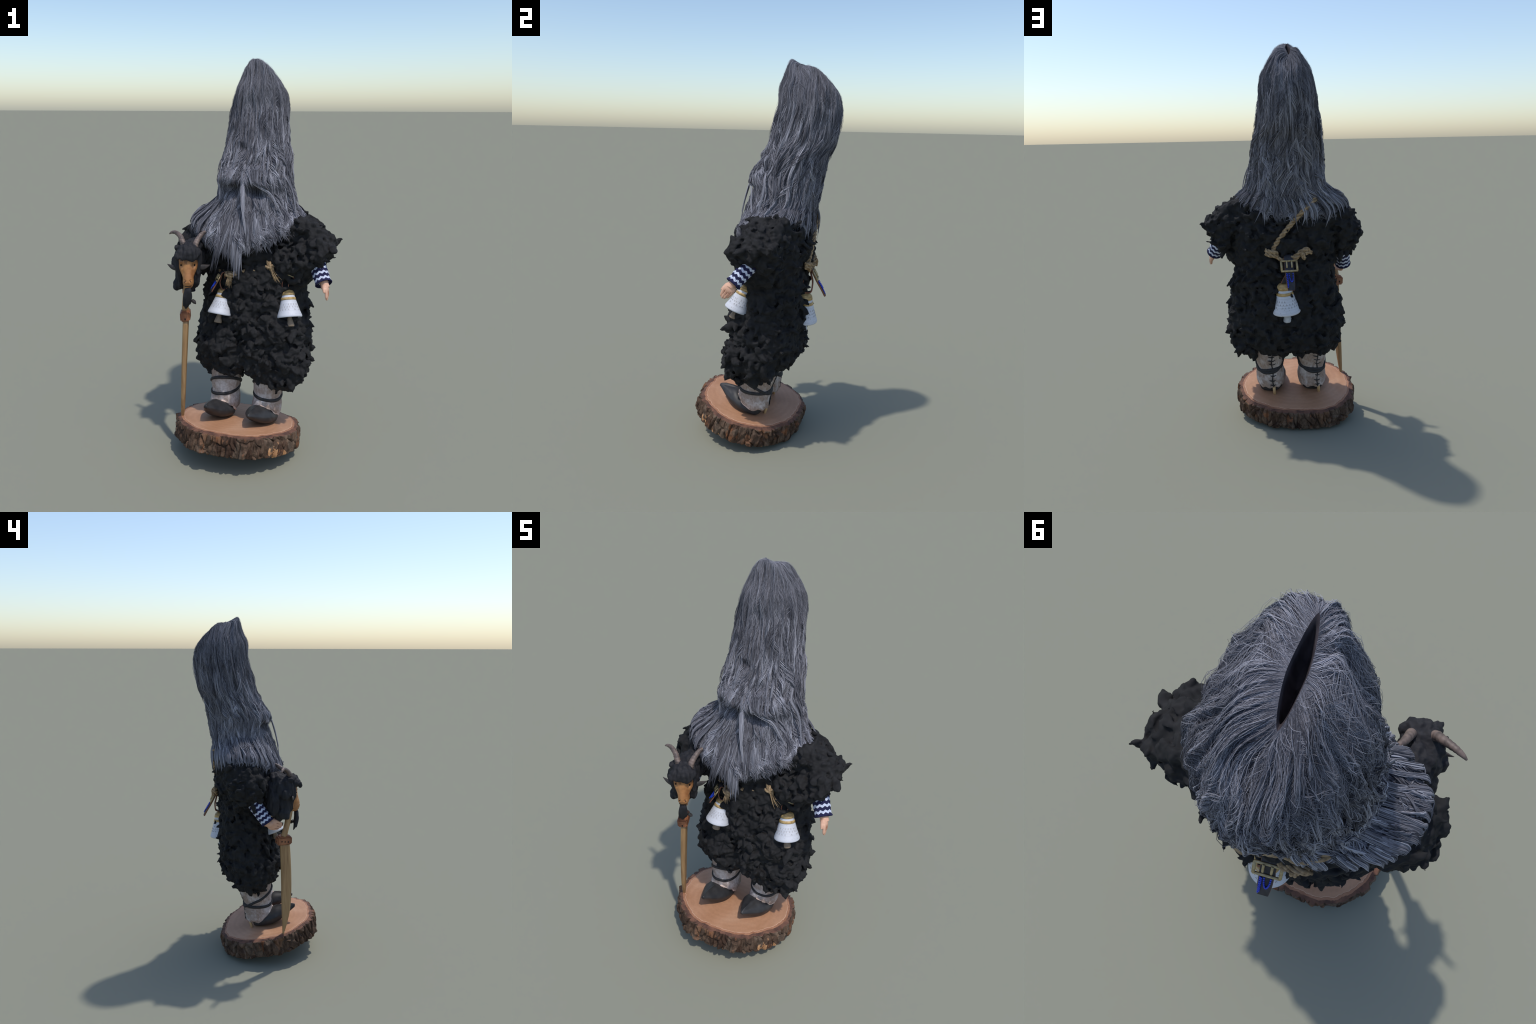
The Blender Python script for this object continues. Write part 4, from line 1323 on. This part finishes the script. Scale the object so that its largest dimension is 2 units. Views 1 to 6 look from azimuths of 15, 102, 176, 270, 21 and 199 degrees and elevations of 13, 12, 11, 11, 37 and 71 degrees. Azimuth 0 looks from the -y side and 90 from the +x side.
def build_hair():
    # locks of strands over the undercoat, then hair-thin strays
    P, w, N, tone = clumps(1250, 13, .0, .95, .06, .19, .0011, .0022, .015, .050, 8, .17)
    add_tresses("hair_tresses", P, w, N, .55, tone)
    P, w, N, tone = clumps(360, 20, .0, .26, .05, .16, .0011, .0018, .005, .11, 7, .20)
    add_tresses("crown_hair", P, w, N, .55, tone)
    P, w, N, t0 = tresses(5200, .0, .97, .04, .17, .0004, .0009, .008, .8, 7, .16)
    w *= np.clip(t0[:, None] / .45, .40, 1)
    add_tresses("stray_hairs", P, w, N, .8, np.where(t0 < .035, 0, RNG.choice(5, size=len(P), p=[.36, .36, .20, .06, .02])))
    # big separate locks: beard, cheeks, nose strand, nape
    def lock(pts, w, mi, thick=.5, n=15):
        P = smooth_path(pts, n)
        s = np.linspace(0, 1, n)
        N = np.array([[p[0] * .8, p[1] - .06, .15] for p in P]); N /= np.linalg.norm(N, axis=1)[:, None]
        w_ = w * (np.sin(np.clip(s * .80 + .2, 0, 1) * PI) ** .75 + .015)
        Vs, Fs, Is, o = [], [], [], 0
        strands = 20
        off = RNG.normal(0, .45, (strands, 2)); off[0] = 0
        T = np.gradient(P, axis=0); T /= np.linalg.norm(T, axis=1)[:, None]
        B = np.cross(T, N); B /= np.linalg.norm(B, axis=1)[:, None]
        PP, WW = np.zeros((strands, n, 3)), np.zeros((strands, n))
        for k in range(strands):
            s0, s1 = (0, 1) if k == 0 else (RNG.uniform(0, .25), RNG.uniform(.70, 1.0))
            u = s0 + (s1 - s0) * s
            at = lambda A: np.column_stack([np.interp(u, s, A[:, c]) for c in range(3)])
            sp = np.interp(u, s, w_) * (1 - .45 * u)
            wob = .25 * np.sin(RNG.uniform(0, 6.3) + 5 * u) * (k > 0)
            PP[k] = at(P) + ((off[k, 0] + wob) * sp)[:, None] * at(B) + (abs(off[k, 1]) * .5 * sp)[:, None] * at(N)
            prof = np.sin(np.clip(s * .86 + .14, 0, 1) * PI) ** .7 + .02
            WW[k] = w_ * .45 if k == 0 else w * RNG.uniform(.07, .17) * prof
        V, F, own = lock_mesh(PP, WW, thick, np.broadcast_to(N, PP.shape))
        col = np.clip(mi + RNG.integers(-1, 2, strands), 0, 4); col[0] = min(4, mi + 1)
        fast_mesh("hair_lock", V, F, HAIR, col[own], HEAD)
    # nose strand
    lock([(-.024, -.074, 1.430), (-.022, -.092, 1.385), (-.017, -.110, 1.325), (-.010, -.122, 1.275), (-.008, -.134, 1.230)], .0125, 0, .9)
    lock([(-.020, -.090, 1.400), (-.015, -.108, 1.330), (-.008, -.122, 1.265), (.002, -.132, 1.20), (.010, -.142, 1.14)], .010, 0, .7)
    # brow sweep and cheek strands
    lock([(.020, -.082, 1.418), (.062, -.070, 1.392), (.107, -.050, 1.362), (.138, -.044, 1.305), (.163, -.034, 1.250), (.18, -.036, 1.19)], .008, 1)
    lock([(.150, .03, 1.45), (.182, .030, 1.40), (.203, .028, 1.346), (.218, .012, 1.275), (.232, .0, 1.21)], .008, 0)
    # curtains of hair overhanging both eye hollows
    for k in range(26):
        e = (k % 2) * 2 - 1
        x = (.045 if e > 0 else -.088) + RNG.normal() * .024
        y = float(np.interp(abs(x + .01), [0, .06, .12, .16], [-.078, -.070, -.042, -.012]))
        lock([(x * .9, y + .016, 1.475), (x * .95, y + .002, 1.445), (x, y - .008, 1.418), (x + .25 * (x + .02), y - .006, 1.392 + .006 * RNG.random())], .0065, int(RNG.integers(1, 4)), .45)
    # beard tips
    tips = [(-.173, -.122, .962), (-.150, -.135, 1.01), (-.125, -.142, 1.045), (-.100, -.145, 1.03), (-.082, -.146, 1.028), (-.060, -.146, .985), (-.040, -.146, .952), (-.030, -.144, .946),
            (-.012, -.146, .990), (.008, -.140, 1.065), (.030, -.130, 1.085), (.060, -.118, 1.095), (.095, -.100, 1.080), (.122, -.086, 1.073), (.140, -.078, 1.11), (.165, -.068, 1.14), (.196, -.060, 1.137), (.215, -.045, 1.155),
            (-.190, -.100, 1.04), (-.205, -.085, 1.10)]
    for tip in tips:
        for rep in range(4):
            x, y, z = tip
            j = RNG.normal(size=3) * np.array([.010, .003, .012])
            x0 = x * .62 - .004 + RNG.normal() * .012
            zt = 1.285 - .04 * RNG.random()
            def front(xx, zz):
                k = np.interp(zz, [1.0, 1.11, 1.2, 1.29], [-.152, -.148, -.118, -.086])
                xx = xx + .03
                u = min(1, abs(xx) / np.interp(zz, [1.1, 1.2, 1.29], [.285, .262, .22]))
                return .06 + (k - .06) * (1 - u * u) ** (.5 * (1.5 if xx > 0 else .95))
            pts = []
            for q in (0, .28, .55, .8):
                xx, zz = x0 + (x - x0) * q ** 1.3 + j[0] * q, zt + (z - zt) * q
                f = front(xx, zz)
                pts.append((xx, f * (1 - q ** 3) + y * q ** 3 - .004 * math.sin(PI * q) + .004 * (q == 0) - .0015 * rep, zz))
            pts.append((x + j[0], y + j[1], z + max(0, j[2]) * (rep > 0)))
            lock(pts, .0080 + .004 * RNG.random(), int(RNG.integers(1, 4)), .4)
    # shoulders: hair fanning over the staff side, then the nape
    for k in range(26):
        th = RNG.uniform(PI - .75, PI + .85)
        path = [head_surface(np.array(t), np.array(th + .10 * (t - .75) * RNG.normal())) for t in (.74, .82, .90, .97, 1.0)]
        n = np.array([math.cos(th), math.sin(th), .25])
        path = [p + n * o for p, o in zip(path, (-.010, .0, .004, .005, .004))]
        path.append(path[-1] + np.array([-.008 * RNG.random(), RNG.normal() * .008, -.012 - .022 * RNG.random()]))
        lock(path, .0065 + .004 * RNG.random(), int(RNG.integers(1, 4)), .4)
    for k in range(34):
        th = RNG.uniform(.15, PI - .25)
        a = head_surface(np.array(.82), np.array(th)); b = head_surface(np.array(.92), np.array(th)); c = head_surface(np.array(1.0), np.array(th))
        n = np.array([math.cos(th), math.sin(th), 0])
        dz = .02 + .055 * RNG.random() * (1 if .8 < th < 2.2 else .5)
        lock([a + n * .002, (a + b) / 2 + n * .008, b + n * .010, c + n * .010, c + n * .006 + np.array([RNG.normal() * .012, 0, -dz])], .007 + .005 * RNG.random(), int(RNG.integers(1, 4)), .45)
build_hair()
bpy.context.view_layer.update()
